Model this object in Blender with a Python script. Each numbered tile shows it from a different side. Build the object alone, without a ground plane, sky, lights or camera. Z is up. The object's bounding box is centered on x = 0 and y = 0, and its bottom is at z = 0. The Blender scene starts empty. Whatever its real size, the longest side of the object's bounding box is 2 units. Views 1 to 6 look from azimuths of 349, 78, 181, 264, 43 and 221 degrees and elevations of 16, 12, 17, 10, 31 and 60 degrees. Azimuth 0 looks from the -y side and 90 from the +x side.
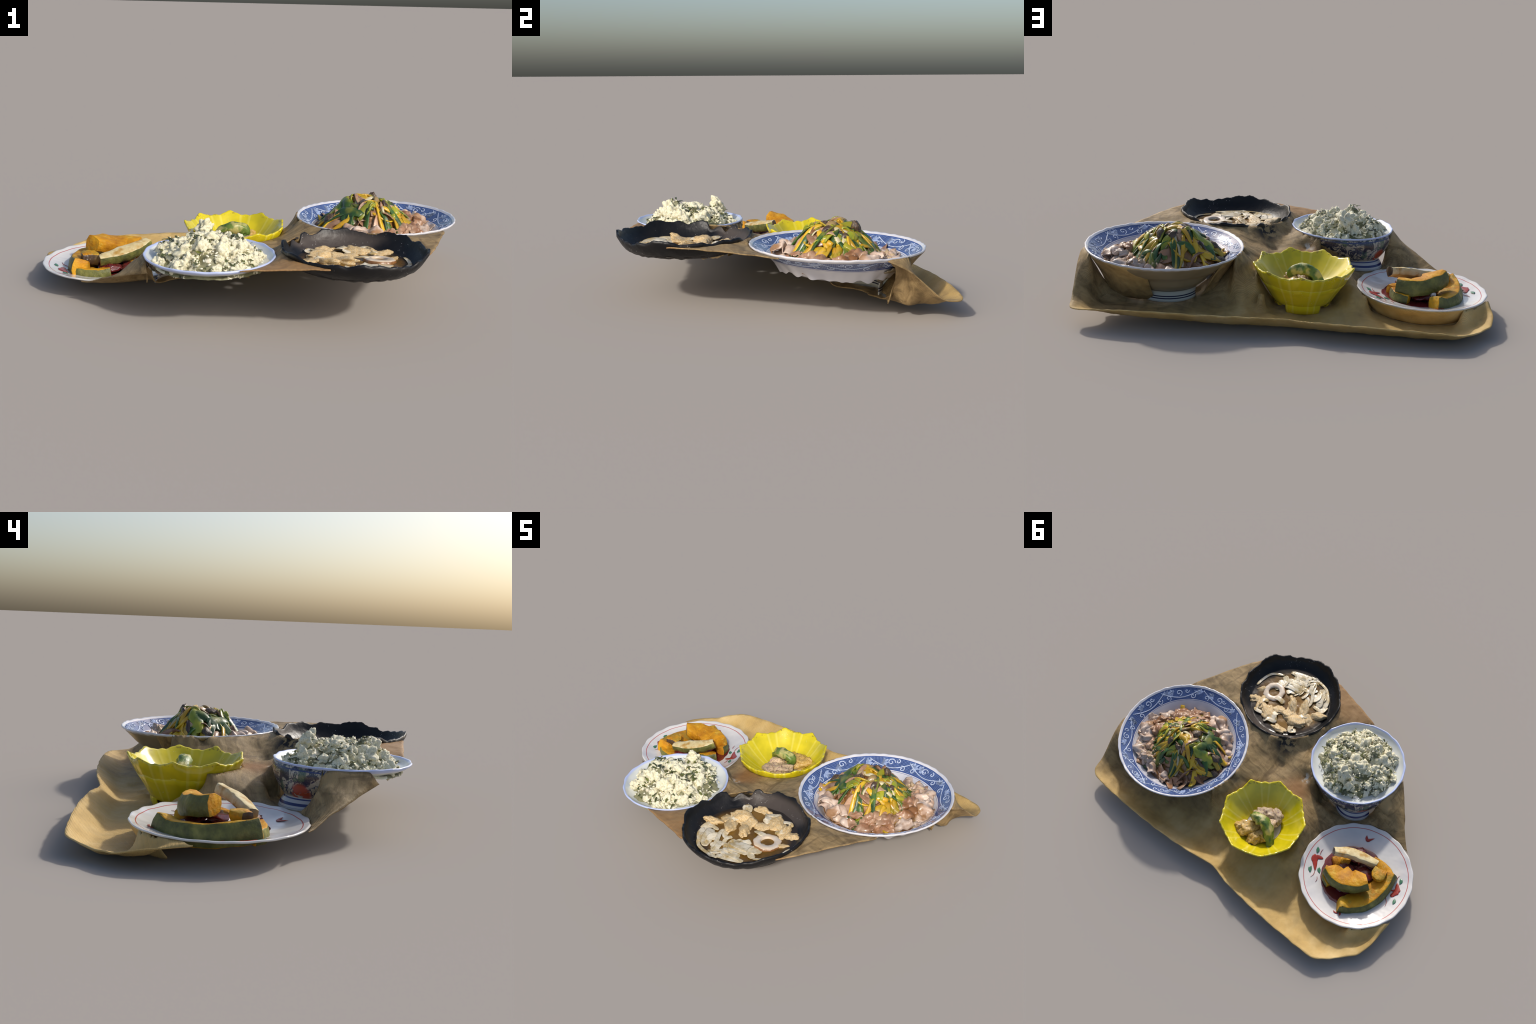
"""A serving tray of five dishes: noodle-and-pork bowl, soup, rice, tempura cup, pumpkin plate.
The tray is one draped board whose surface climbs to the rims of the dishes; the front and right
sides stand free, as on the original."""
import bpy, math, random
import numpy as np
from mathutils import Vector, Matrix, noise as mnoise

rnd = random.Random(7)
PI = math.pi
rad = math.radians

# ------------------------------------------------------------------ places (metres)
BLUE = (0.609, 0.226, 0.0)      # rim r .386 at z .280
YELLOW = (-0.081, 0.301, 0.0)   # rim r .240 at z .235
RICE = (-0.285, -0.318, 0.0)    # rim r .274 at z .271
PLATE = (-0.675, 0.187, 0.0)    # rim r .319 at z .105
SOUP = (0.311, -0.413, 0.0)     # rim r .303 at z .306


# ------------------------------------------------------------------ node helper
class Mat:
    def __init__(self, name):
        self.m = bpy.data.materials.new(name)
        self.m.use_nodes = True
        self.t = self.m.node_tree
        self.t.nodes.clear()
        self.out = self.t.nodes.new("ShaderNodeOutputMaterial")
        self.b = self.t.nodes.new("ShaderNodeBsdfPrincipled")
        self.t.links.new(self.b.outputs[0], self.out.inputs[0])
        self.tc = self.t.nodes.new("ShaderNodeTexCoord")
        self.obj = self.tc.outputs["Object"]

    def put(self, sock, val):
        if isinstance(val, bpy.types.NodeSocket):
            self.t.links.new(val, sock)
        elif isinstance(val, (tuple, list)) and len(val) == 3 and len(sock.default_value) == 4:
            sock.default_value = (*val, 1)
        else:
            sock.default_value = val

    def math(self, op, a, b=0.0, c=None, clamp=False):
        n = self.t.nodes.new("ShaderNodeMath")
        n.operation = op
        n.use_clamp = clamp
        self.put(n.inputs[0], a)
        self.put(n.inputs[1], b)
        if c is not None:
            self.put(n.inputs[2], c)
        return n.outputs[0]

    def xyz(self, v=None):
        n = self.t.nodes.new("ShaderNodeSeparateXYZ")
        self.put(n.inputs[0], v or self.obj)
        return n.outputs

    def mapping(self, scale=(1, 1, 1), rot=(0, 0, 0), loc=(0, 0, 0), v=None):
        n = self.t.nodes.new("ShaderNodeMapping")
        self.put(n.inputs[0], v or self.obj)
        n.inputs["Scale"].default_value = scale
        n.inputs["Rotation"].default_value = rot
        n.inputs["Location"].default_value = loc
        return n.outputs[0]

    def noise(self, scale, detail=3.0, rough=0.55, v=None, dist=0.0):
        n = self.t.nodes.new("ShaderNodeTexNoise")
        self.put(n.inputs["Vector"], v or self.obj)
        n.inputs["Scale"].default_value = scale
        n.inputs["Detail"].default_value = detail
        n.inputs["Roughness"].default_value = rough
        n.inputs["Distortion"].default_value = dist
        return n.outputs["Fac"]

    def voronoi(self, scale, v=None, out="Distance", feature="F1"):
        n = self.t.nodes.new("ShaderNodeTexVoronoi")
        n.feature = feature
        self.put(n.inputs["Vector"], v or self.obj)
        n.inputs["Scale"].default_value = scale
        return n.outputs[out]

    def wave(self, scale, direction="Y", dist=0.0, dscale=1.0, v=None):
        n = self.t.nodes.new("ShaderNodeTexWave")
        n.bands_direction = direction
        self.put(n.inputs["Vector"], v or self.obj)
        n.inputs["Scale"].default_value = scale
        n.inputs["Distortion"].default_value = dist
        n.inputs["Detail"].default_value = 1.0
        n.inputs["Detail Scale"].default_value = dscale
        return n.outputs["Fac"]

    def ramp(self, fac, stops, mode="LINEAR"):
        n = self.t.nodes.new("ShaderNodeValToRGB")
        n.color_ramp.interpolation = mode
        e = n.color_ramp.elements
        while len(e) < len(stops):
            e.new(0.5)
        for el, (p, c) in zip(e, stops):
            el.position = p
            el.color = (*c, 1) if isinstance(c, (tuple, list)) else (c, c, c, 1)
        self.put(n.inputs[0], fac)
        return n.outputs[0]

    def step(self, val, lo, hi):
        n = self.t.nodes.new("ShaderNodeMapRange")
        n.interpolation_type = "SMOOTHSTEP"
        self.put(n.inputs[0], val)
        n.inputs[1].default_value = lo
        n.inputs[2].default_value = hi
        return n.outputs[0]

    def mix(self, fac, a, b, kind="MIX"):
        n = self.t.nodes.new("ShaderNodeMix")
        n.data_type = "RGBA"
        n.blend_type = kind
        self.put(n.inputs[0], fac)
        self.put(n.inputs[6], a)
        self.put(n.inputs[7], b)
        return n.outputs[2]

    def random(self):
        return self.t.nodes.new("ShaderNodeObjectInfo").outputs["Random"]

    def hsv(self, col, h=0.5, s=1.0, v=1.0):
        n = self.t.nodes.new("ShaderNodeHueSaturation")
        self.put(n.inputs["Hue"], h)
        self.put(n.inputs["Saturation"], s)
        self.put(n.inputs["Value"], v)
        self.put(n.inputs["Color"], col)
        return n.outputs[0]

    def near(self, p, r, soft=0.3):
        """mask that is 1 within distance r of the object-space point p"""
        n = self.t.nodes.new("ShaderNodeVectorMath")
        n.operation = "DISTANCE"
        self.put(n.inputs[0], self.obj)
        n.inputs[1].default_value = p
        return self.step(n.outputs["Value"], r, r * (1 - soft))

    def bump(self, h, strength=0.3, dist=0.01):
        n = self.t.nodes.new("ShaderNodeBump")
        n.inputs["Strength"].default_value = strength
        n.inputs["Distance"].default_value = dist
        self.put(n.inputs["Height"], h)
        self.put(self.b.inputs["Normal"], n.outputs[0])

    def done(self, col, rough=0.5, spec=0.5, coat=0.0, sss=0.0):
        self.put(self.b.inputs["Base Color"], col)
        self.put(self.b.inputs["Roughness"], rough)
        self.b.inputs["Specular IOR Level"].default_value = spec
        self.b.inputs["Coat Weight"].default_value = coat
        self.b.inputs["Coat Roughness"].default_value = 0.08
        if sss:
            self.b.inputs["Subsurface Weight"].default_value = sss
            self.b.inputs["Subsurface Radius"].default_value = (0.02, 0.012, 0.006)
            self.b.inputs["Subsurface Scale"].default_value = 0.3
        return self.m


# ------------------------------------------------------------------ materials
def mat_tray():
    m = Mat("straw_wood")
    x, y, z = m.xyz()
    warm = m.noise(5.0, 4, 0.6)
    tan = m.ramp(warm, [(0.28, (0.44, 0.29, 0.10)), (0.5, (0.60, 0.405, 0.150)), (0.74, (0.71, 0.53, 0.25))])
    smear = m.noise(9.0, 5, 0.65, v=m.mapping((1.0, 2.6, 1.0), (0, 0, 0.9)), dist=0.8)
    dull = m.ramp(smear, [(0.24, (0.10, 0.066, 0.03)), (0.42, (0.25, 0.168, 0.075)), (0.6, (0.38, 0.265, 0.125)), (0.8, (0.45, 0.285, 0.12))])
    # the board is bright tan along the far edge and dull brown, smeared, between the dishes
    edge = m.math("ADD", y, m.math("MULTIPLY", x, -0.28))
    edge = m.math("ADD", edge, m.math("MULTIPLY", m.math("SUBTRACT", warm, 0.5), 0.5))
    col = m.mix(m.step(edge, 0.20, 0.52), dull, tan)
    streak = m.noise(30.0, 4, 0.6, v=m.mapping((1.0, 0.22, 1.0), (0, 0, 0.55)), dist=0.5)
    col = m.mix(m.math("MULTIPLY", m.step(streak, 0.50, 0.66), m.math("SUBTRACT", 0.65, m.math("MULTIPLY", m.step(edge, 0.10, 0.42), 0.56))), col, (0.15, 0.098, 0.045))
    red = m.math("MULTIPLY", m.near((-0.10, 0.015, 0.19), 0.13, 0.9), 0.75)
    col = m.mix(red, col, (0.24, 0.10, 0.025))
    brown = m.math("MULTIPLY", m.step(y, -0.42, -0.56), 0.6)
    col = m.mix(brown, col, (0.36, 0.19, 0.075))
    white = m.math("MULTIPLY", m.near((-0.105, -0.075, 0.195), 0.045, 0.5), m.step(m.noise(30, 3), 0.42, 0.56))
    col = m.mix(white, col, (0.55, 0.52, 0.46))
    dark = m.math("MULTIPLY", m.near((0.13, -0.16, 0.26), 0.09, 0.6), m.step(m.noise(22, 3), 0.46, 0.55))
    col = m.mix(dark, col, (0.02, 0.018, 0.018))
    lines = m.wave(75.0, "Y", 1.2, 0.6)
    col = m.mix(m.math("MULTIPLY", lines, 0.42), col, m.hsv(col, 0.5, 1.05, 0.55))
    m.bump(m.math("ADD", m.math("MULTIPLY", lines, 0.5), m.noise(60, 4)), 0.35, 0.004)
    return m.done(col, 0.6, 0.3)


def mat_porcelain(name, col=(0.78, 0.77, 0.76), rough=0.22):
    m = Mat(name)
    n = m.noise(14, 3)
    c = m.mix(m.step(n, 0.35, 0.7), col, tuple(v * 0.93 for v in col))
    m.bump(m.noise(18, 2), 0.12, 0.01)
    return m.done(c, rough, 0.5, 0.25)


def mat_blue_bowl():
    m = Mat("blue_and_white_glaze")
    x, y, z = m.xyz()
    r = m.math("SQRT", m.math("ADD", m.math("MULTIPLY", x, x), m.math("MULTIPLY", y, y)))
    ang = m.math("ARCTAN2", y, x)
    k = 420.0
    u = m.math("MULTIPLY", ang, 0.35 * k)
    v = m.math("MULTIPLY", r, 1.22 * k)
    lat = m.math("MULTIPLY", m.math("SINE", m.math("ADD", u, v)), m.math("SINE", m.math("SUBTRACT", u, v)))
    blue = m.mix(m.step(m.noise(16, 3), 0.35, 0.65), (0.024, 0.050, 0.165), (0.046, 0.088, 0.245))
    dots = m.mix(m.math("MULTIPLY", m.step(lat, 0.05, 0.6), 0.5), blue, (0.30, 0.38, 0.60))
    band = m.math("MULTIPLY", m.step(r, 0.3125, 0.3135), m.step(r, 0.3745, 0.3735))
    white = m.mix(m.step(m.noise(8, 3), 0.35, 0.7), (0.66, 0.65, 0.67), (0.54, 0.54, 0.59))
    col = m.mix(band, white, dots)
    for a, b in ((0.312, 0.3160), (0.372, 0.3745), (0.3065, 0.3085)):
        ln = m.math("MULTIPLY", m.step(r, a, a + 0.0006), m.step(r, b, b - 0.0006))
        col = m.mix(ln, col, (0.035, 0.075, 0.26))
    return m.done(col, 0.18, 0.5, 0.3)


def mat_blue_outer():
    m = Mat("white_glaze_browned_for_shade")
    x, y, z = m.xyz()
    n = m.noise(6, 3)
    col = m.mix(m.step(n, 0.3, 0.7), (0.23, 0.18, 0.105), (0.31, 0.25, 0.16))  # white porcelain, base colour darkened for its shade side and brown reflections
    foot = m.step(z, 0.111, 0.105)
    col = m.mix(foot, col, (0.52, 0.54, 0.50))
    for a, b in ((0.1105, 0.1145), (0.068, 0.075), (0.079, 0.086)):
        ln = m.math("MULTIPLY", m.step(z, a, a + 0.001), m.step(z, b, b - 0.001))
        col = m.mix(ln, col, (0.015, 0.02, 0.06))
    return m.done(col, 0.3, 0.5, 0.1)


def mat_yellow():
    m = Mat("yellow_glaze")
    x, y, z = m.xyz()
    ang = m.math("ARCTAN2", y, x)
    ridge = m.math("COSINE", m.math("MULTIPLY", m.math("SUBTRACT", ang, rad(7)), 9.0))
    rib = m.math("MULTIPLY", m.step(ridge, -0.25, -0.45), m.step(ridge, -0.9, -0.6))
    base = m.mix(m.step(m.noise(9, 3), 0.3, 0.7), (0.52, 0.44, 0.007), (0.70, 0.57, 0.011))
    col = m.mix(m.math("MULTIPLY", rib, 0.18), base, (0.95, 0.85, 0.25))
    spk = m.math("MULTIPLY", m.step(m.voronoi(95), 0.16, 0.10), m.step(m.noise(11, 2), 0.56, 0.66))
    col = m.mix(m.math("MULTIPLY", spk, 0.6), col, (0.9, 0.88, 0.6))
    rim = m.math("MULTIPLY", m.step(m.noise(70, 3), 0.55, 0.62), m.step(z, 0.222, 0.230))
    col = m.mix(m.math("MULTIPLY", rim, 0.7), col, (0.25, 0.16, 0.02))
    r2 = m.math("SQRT", m.math("ADD", m.math("MULTIPLY", x, x), m.math("MULTIPLY", y, y)))
    floor = m.math("MULTIPLY", m.step(r2, 0.104, 0.102), m.step(z, 0.105, 0.110))
    ring = m.math("MULTIPLY", m.math("MULTIPLY", m.step(r2, 0.1015, 0.1025), m.step(r2, 0.106, 0.1045)), m.step(z, 0.105, 0.110))
    col = m.mix(floor, col, (0.58, 0.54, 0.44))
    col = m.mix(m.math("MULTIPLY", ring, 0.8), col, (0.16, 0.09, 0.02))
    m.bump(m.noise(14, 2), 0.1, 0.01)
    return m.done(col, 0.16, 0.5, 0.3)


def mat_rice_bowl():
    m = Mat("pale_blue_glaze")
    x, y, z = m.xyz()
    n = m.noise(10, 3)
    col = m.mix(m.step(n, 0.3, 0.7), (0.60, 0.63, 0.62), (0.70, 0.72, 0.68))
    r = m.math("SQRT", m.math("ADD", m.math("MULTIPLY", x, x), m.math("MULTIPLY", y, y)))
    rim = m.step(r, 0.262, 0.268)
    col = m.mix(rim, col, (0.47, 0.54, 0.78))
    return m.done(col, 0.2, 0.5, 0.3)


def mat_rice_outer():
    m = Mat("painted_porcelain")
    x, y, z = m.xyz()
    col = m.mix(m.step(m.noise(9, 3), 0.35, 0.65), (0.34, 0.28, 0.20), (0.45, 0.40, 0.32))
    ink = m.noise(24, 4, 0.6, dist=1.6)
    line = m.math("MULTIPLY", m.step(ink, 0.44, 0.475), m.step(ink, 0.56, 0.525))
    col = m.mix(m.math("MULTIPLY", line, m.step(z, 0.145, 0.155)), col, (0.03, 0.035, 0.07))
    green = m.math("MULTIPLY", m.step(m.noise(17, 3, v=m.mapping(loc=(3, 1, 0))), 0.56, 0.60), m.step(z, 0.15, 0.16))
    col = m.mix(m.math("MULTIPLY", green, 0.8), col, (0.05, 0.10, 0.06))
    blue = m.math("MULTIPLY", m.step(m.noise(14, 3, v=m.mapping(loc=(7, 5, 2))), 0.57, 0.60), m.step(z, 0.14, 0.15))
    col = m.mix(m.math("MULTIPLY", blue, 0.9), col, (0.018, 0.022, 0.05))
    flower = m.math("MULTIPLY", m.near((-0.185, 0.185, 0.165), 0.05, 0.35), m.step(m.noise(34, 3), 0.40, 0.47))
    col = m.mix(flower, col, (0.36, 0.055, 0.02))
    foot = m.step(z, 0.146, 0.141)
    col = m.mix(foot, col, (0.48, 0.46, 0.44))
    for a, b in ((0.113, 0.124), (0.134, 0.140), (0.104, 0.106), (0.248, 0.254)):
        ln = m.math("MULTIPLY", m.step(z, a, a + 0.001), m.step(z, b, b - 0.001))
        col = m.mix(ln, col, (0.02, 0.028, 0.12))
    return m.done(col, 0.25, 0.5, 0.2)


def mat_plate():
    m = Mat("white_plate_glaze")
    x, y, z = m.xyz()
    r = m.math("SQRT", m.math("ADD", m.math("MULTIPLY", x, x), m.math("MULTIPLY", y, y)))
    wob = m.math("ADD", r, m.math("MULTIPLY", m.math("SUBTRACT", m.noise(9, 2), 0.5), 0.006))
    col = m.mix(m.step(m.noise(7, 3), 0.35, 0.7), (0.70, 0.675, 0.64), (0.60, 0.585, 0.58))
    wet = m.math("MULTIPLY", m.step(r, 0.225, 0.15), m.step(m.noise(8, 3), 0.42, 0.62))
    col = m.mix(m.math("MULTIPLY", wet, 0.6), col, (0.52, 0.25, 0.19))
    ln = m.math("MULTIPLY", m.step(wob, 0.2935, 0.2945), m.step(wob, 0.2985, 0.2975))
    col = m.mix(m.math("MULTIPLY", ln, 0.9), col, (0.42, 0.03, 0.02))
    m.bump(m.noise(12, 2), 0.2, 0.02)
    return m.done(col, 0.15, 0.5, 0.3)


def mat_soup_bowl():
    m = Mat("black_lacquer")
    x, y, z = m.xyz()
    col = m.mix(m.step(m.noise(9, 3), 0.3, 0.7), (0.005, 0.005, 0.006), (0.011, 0.010, 0.010))
    painted_reflection = m.math("MULTIPLY", m.step(m.math("ADD", y, m.math("MULTIPLY", m.noise(8, 3), 0.1)), 0.20, 0.28), m.step(z, 0.31, 0.27))  # grazing reflection on the lacquer, put into the colour as grey-brown
    col = m.mix(m.math("MULTIPLY", painted_reflection, 0.75), col, (0.075, 0.060, 0.050))
    spk = m.math("MULTIPLY", m.step(m.voronoi(75), 0.13, 0.08), m.step(m.noise(9, 3), 0.50, 0.60))
    col = m.mix(spk, col, (0.5, 0.48, 0.47))
    m.bump(m.noise(16, 3), 0.25, 0.02)
    return m.done(col, 0.42, 0.3, 0.0)


def mat_broth():
    m = Mat("broth")
    x, y, z = m.xyz()
    r = m.math("SQRT", m.math("ADD", m.math("MULTIPLY", m.math("ADD", x, 0.01), m.math("ADD", x, 0.01)), m.math("MULTIPLY", m.math("ADD", y, 0.0), m.math("ADD", y, 0.0))))
    r = m.math("ADD", r, m.math("MULTIPLY", m.math("SUBTRACT", m.noise(7, 3), 0.5), 0.12))
    gold = m.mix(m.step(m.noise(8, 4), 0.35, 0.65), (0.10, 0.050, 0.008), (0.21, 0.112, 0.022))
    col = m.mix(m.step(r, 0.18, 0.235), gold, (0.028, 0.022, 0.018))
    m.bump(m.noise(20, 3), 0.2, 0.01)
    return m.done(col, 0.22, 0.22, 0.0)


def mat_veg(name, a, b, c=None, scale=14.0, rough=0.36, coat=0.12, vary=0.45):
    """a food colour: patches of two or three tones that also differ from piece to piece"""
    m = Mat(name)
    n = m.noise(scale, 4, 0.6)
    col = m.mix(m.step(n, 0.35, 0.65), a, b)
    if c:
        col = m.mix(m.step(m.noise(scale * 0.6, 3, v=m.mapping(loc=(4, 2, 7))), 0.52, 0.66), col, c)
    val = m.math("ADD", 1.0 - vary / 2, m.math("MULTIPLY", m.random(), vary))
    col = m.hsv(col, 0.5, 1.0, val)
    m.bump(m.noise(scale * 3, 4), 0.25, 0.01)
    return m.done(col, rough, 0.5, coat)


def mat_mound():
    m = Mat("braised_pork_and_onion")
    n = m.noise(11, 5, 0.65, dist=0.6)
    col = m.ramp(n, [(0.28, (0.035, 0.022, 0.012)), (0.42, (0.20, 0.085, 0.025)), (0.55, (0.38, 0.19, 0.05)), (0.68, (0.45, 0.27, 0.14)), (0.8, (0.50, 0.36, 0.28))])
    m.bump(m.noise(40, 4), 0.5, 0.01)
    return m.done(col, 0.35, 0.5, 0.3)


def mat_rice(name="rice_with_greens", green=0.585):
    m = Mat(name)
    n = m.noise(14, 3, 0.5)
    col = m.ramp(n, [(0.25, (0.52, 0.46, 0.24)), (0.45, (0.80, 0.75, 0.52)), (0.65, (0.88, 0.84, 0.68)), (0.8, (0.60, 0.51, 0.36))])
    g = m.noise(15, 4, 0.6, dist=0.9, v=m.mapping(loc=(2, 9, 4)))
    col = m.mix(m.math("MULTIPLY", m.step(g, green, green + 0.06), 0.85), col, (0.115, 0.115, 0.035))
    dk = m.noise(24, 3, 0.6, v=m.mapping(loc=(5, 3, 1)))
    col = m.mix(m.math("MULTIPLY", m.step(dk, 0.66, 0.70), 0.9), col, (0.03, 0.035, 0.018))
    h = m.math("ADD", m.math("MULTIPLY", m.voronoi(60), -0.8), m.noise(40, 3))
    m.bump(h, 0.35, 0.008)
    return m.done(col, 0.5, 0.4, 0.0, 0.1)


def mat_pumpkin():
    """orange flesh, browned and frosted in patches"""
    m = Mat("pumpkin_flesh")
    n = m.noise(9, 4, 0.6)
    col = m.ramp(n, [(0.3, (0.30, 0.11, 0.006)), (0.5, (0.55, 0.25, 0.010)), (0.7, (0.62, 0.34, 0.018))])
    pale = m.math("MULTIPLY", m.step(m.noise(24, 5, 0.7), 0.56, 0.72), 0.7)
    col = m.mix(pale, col, (0.60, 0.46, 0.09))
    olive = m.math("MULTIPLY", m.step(m.noise(10, 4, 0.6, v=m.mapping(loc=(3, 8, 1))), 0.54, 0.64), 0.7)
    col = m.mix(olive, col, (0.27, 0.20, 0.03))
    m.bump(m.noise(45, 4), 0.45, 0.012)
    return m.done(col, 0.55, 0.25, 0.0)


def mat_rind():
    m = Mat("pumpkin_rind")
    n = m.noise(14, 4, 0.6)
    col = m.ramp(n, [(0.3, (0.055, 0.06, 0.018)), (0.5, (0.13, 0.13, 0.03)), (0.72, (0.27, 0.25, 0.06))])
    m.bump(m.noise(40, 4), 0.5, 0.012)
    return m.done(col, 0.5, 0.4, 0.0)


def mat_tofu():
    m = Mat("fried_tofu")
    n = m.noise(13, 4, 0.6)
    col = m.ramp(n, [(0.3, (0.50, 0.29, 0.085)), (0.46, (0.66, 0.46, 0.20)), (0.66, (0.74, 0.63, 0.43))])
    pore = m.step(m.voronoi(95), 0.30, 0.12)
    pore = m.math("MULTIPLY", pore, m.step(m.noise(17, 2), 0.5, 0.6))
    col = m.mix(m.math("MULTIPLY", pore, 0.6), col, (0.30, 0.17, 0.05))
    brown = m.step(m.noise(10, 3, v=m.mapping(loc=(6, 1, 3))), 0.52, 0.64)
    col = m.mix(m.math("MULTIPLY", brown, 0.6), col, (0.42, 0.22, 0.05))
    m.bump(m.noise(34, 4), 0.35, 0.012)
    return m.done(col, 0.3, 0.5, 0.15)


def mat_plain(name, col, rough=0.4, scale=20, vary=0.25, coat=0.0):
    m = Mat(name)
    c = m.mix(m.step(m.noise(scale, 4), 0.35, 0.7), col, tuple(v * (1 - vary) for v in col))
    return m.done(c, rough, 0.5, coat)


MT = dict(
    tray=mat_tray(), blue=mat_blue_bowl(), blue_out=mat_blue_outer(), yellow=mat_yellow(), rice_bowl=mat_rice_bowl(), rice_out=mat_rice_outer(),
    plate=mat_plate(), soup_bowl=mat_soup_bowl(), broth=mat_broth(), mound=mat_mound(), rice=mat_rice(), rice_deep=mat_rice("dark_olive_rice", 0.43), pumpkin=mat_pumpkin(), rind=mat_rind(), tofu=mat_tofu(),
    scroll=mat_plain("white_scroll_glaze", (0.55, 0.63, 0.80), 0.2), leafblue=mat_plain("pale_blue_leaf_glaze", (0.34, 0.43, 0.66), 0.2, 26, 0.75),
    ypep=mat_veg("yellow_pepper", (0.46, 0.25, 0.010), (0.58, 0.37, 0.013), (0.30, 0.25, 0.02), 12),
    gpep=mat_veg("green_pepper", (0.018, 0.050, 0.012), (0.045, 0.110, 0.016), (0.17, 0.17, 0.02), 13),
    lime=mat_veg("yellow_green_pepper", (0.20, 0.24, 0.015), (0.34, 0.31, 0.018), (0.04, 0.09, 0.012), 9),
    onion=mat_veg("cooked_onion", (0.42, 0.35, 0.17), (0.52, 0.46, 0.30), (0.35, 0.27, 0.08), 10),
    egg=mat_veg("eggplant_skin", (0.035, 0.018, 0.016), (0.09, 0.055, 0.03), (0.24, 0.16, 0.06), 12),
    pork=mat_veg("boiled_pork", (0.45, 0.30, 0.21), (0.64, 0.51, 0.41), (0.30, 0.16, 0.07), 16, 0.42, 0.1),
    porkb=mat_veg("sauced_pork", (0.30, 0.145, 0.070), (0.42, 0.27, 0.17), (0.20, 0.085, 0.025), 16, 0.38, 0.2),
    crumb=mat_veg("ground_sesame_topping", (0.42, 0.27, 0.12), (0.55, 0.42, 0.26), (0.62, 0.52, 0.42), 22, 0.5, 0.05),
    greens=mat_veg("chopped_greens", (0.06, 0.075, 0.018), (0.14, 0.15, 0.035), (0.03, 0.04, 0.015), 20, 0.4, 0.1),
    cabbage=mat_veg("white_noodle", (0.52, 0.41, 0.22), (0.72, 0.65, 0.50), (0.42, 0.29, 0.10), 22, 0.25, 0.3, 0.2),
    fish=mat_veg("fish_cake", (0.66, 0.52, 0.36), (0.72, 0.62, 0.50), None, 14, 0.3, 0.2, 0.1),
    fishskin=mat_veg("browned_fish_cake_skin", (0.22, 0.09, 0.025), (0.34, 0.17, 0.06), None, 20, 0.35, 0.2, 0.1),
    shishito=mat_veg("fried_green_pepper", (0.05, 0.10, 0.012), (0.12, 0.18, 0.03), (0.40, 0.36, 0.13), 26, 0.42, 0.05),
    batter=mat_veg("golden_batter", (0.42, 0.25, 0.05), (0.58, 0.40, 0.13), (0.30, 0.14, 0.02), 16, 0.4, 0.2),
    purple=mat_veg("battered_sweet_potato", (0.52, 0.36, 0.19), (0.58, 0.45, 0.30), (0.20, 0.09, 0.10), 14, 0.45, 0.1),
    eggflesh=mat_veg("eggplant_flesh", (0.55, 0.43, 0.20), (0.66, 0.58, 0.34), (0.42, 0.24, 0.05), 20, 0.5, 0.05, 0.1),
    sauce=mat_veg("beet_sauce", (0.10, 0.010, 0.012), (0.17, 0.02, 0.018), (0.05, 0.006, 0.008), 8, 0.15, 0.4, 0.0),
    red=mat_plain("red_overglaze", (0.36, 0.035, 0.02), 0.25), green=mat_plain("green_overglaze", (0.06, 0.20, 0.11), 0.25),
)

# ------------------------------------------------------------------ mesh helpers


def place(o, parent, at=None):
    bpy.context.scene.collection.objects.link(o)
    if parent is not None:
        o.parent = parent
    if at is not None:
        o.location = at
    return o


def thing(name, at, label, category):
    e = bpy.data.objects.new(name, None)
    e.empty_display_size = 0.1
    e["label"], e["category"] = label, category
    return place(e, None, at)


def mesh_obj(name, verts, faces, mats, parent, smooth=True, midx=None):
    me = bpy.data.meshes.new(name)
    me.from_pydata([tuple(v) for v in verts], [], [tuple(f) for f in faces])
    for k in mats if isinstance(mats, (list, tuple)) else [mats]:
        me.materials.append(k)
    if midx is not None:
        me.polygons.foreach_set("material_index", midx)
    me.polygons.foreach_set("use_smooth", [smooth] * len(me.polygons))
    me.update()
    return place(bpy.data.objects.new(name, me), parent)


def recalc(o):
    import bmesh
    bm = bmesh.new()
    bm.from_mesh(o.data)
    bmesh.ops.recalc_face_normals(bm, faces=bm.faces)
    bm.to_mesh(o.data)
    bm.free()


def interp(pts, n):
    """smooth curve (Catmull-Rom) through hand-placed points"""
    p = np.array(pts, float)
    p = np.vstack([2 * p[0] - p[1], p, 2 * p[-1] - p[-2]])
    m = len(p) - 3
    out = []
    for i in range(n):
        t = i / (n - 1) * m
        k = min(int(t), m - 1)
        f = t - k
        a, b, c, d = p[k:k + 4]
        out.append(0.5 * (2 * b + (c - a) * f + (2 * a - 5 * b + 4 * c - d) * f * f + (3 * b - a - 3 * c + d) * f ** 3))
    return np.array(out)


def lathe(name, profile, mats, parent, segs=144, a0=0.0, a1=360.0, shape=None, keep=None, split=None):
    """revolve a profile of (r, z); shape(angle, r, z, i) may move a point; keep(angle, i) drops faces"""
    full = abs(a1 - a0) >= 360
    n = segs if full else segs + 1  # an open sweep has one more row
    verts, faces, mi = [], [], []
    for j in range(n):
        a = rad(a0 + (a1 - a0) * j / segs)
        for i, (r, z) in enumerate(profile):
            p = shape(a, r, z, i) if shape else (r * math.cos(a), r * math.sin(a), z)
            verts.append(p)
    k = len(profile)
    for j in range(segs):
        for i in range(k - 1):
            if keep and not keep(rad(a0 + (a1 - a0) * (j + 0.5) / segs), i):
                continue
            b = (j + 1) % n
            faces.append((j * k + i, b * k + i, b * k + i + 1, j * k + i + 1))
            mi.append(split(i) if split else 0)
    return mesh_obj(name, verts, faces, mats, parent, True, mi)


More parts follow.
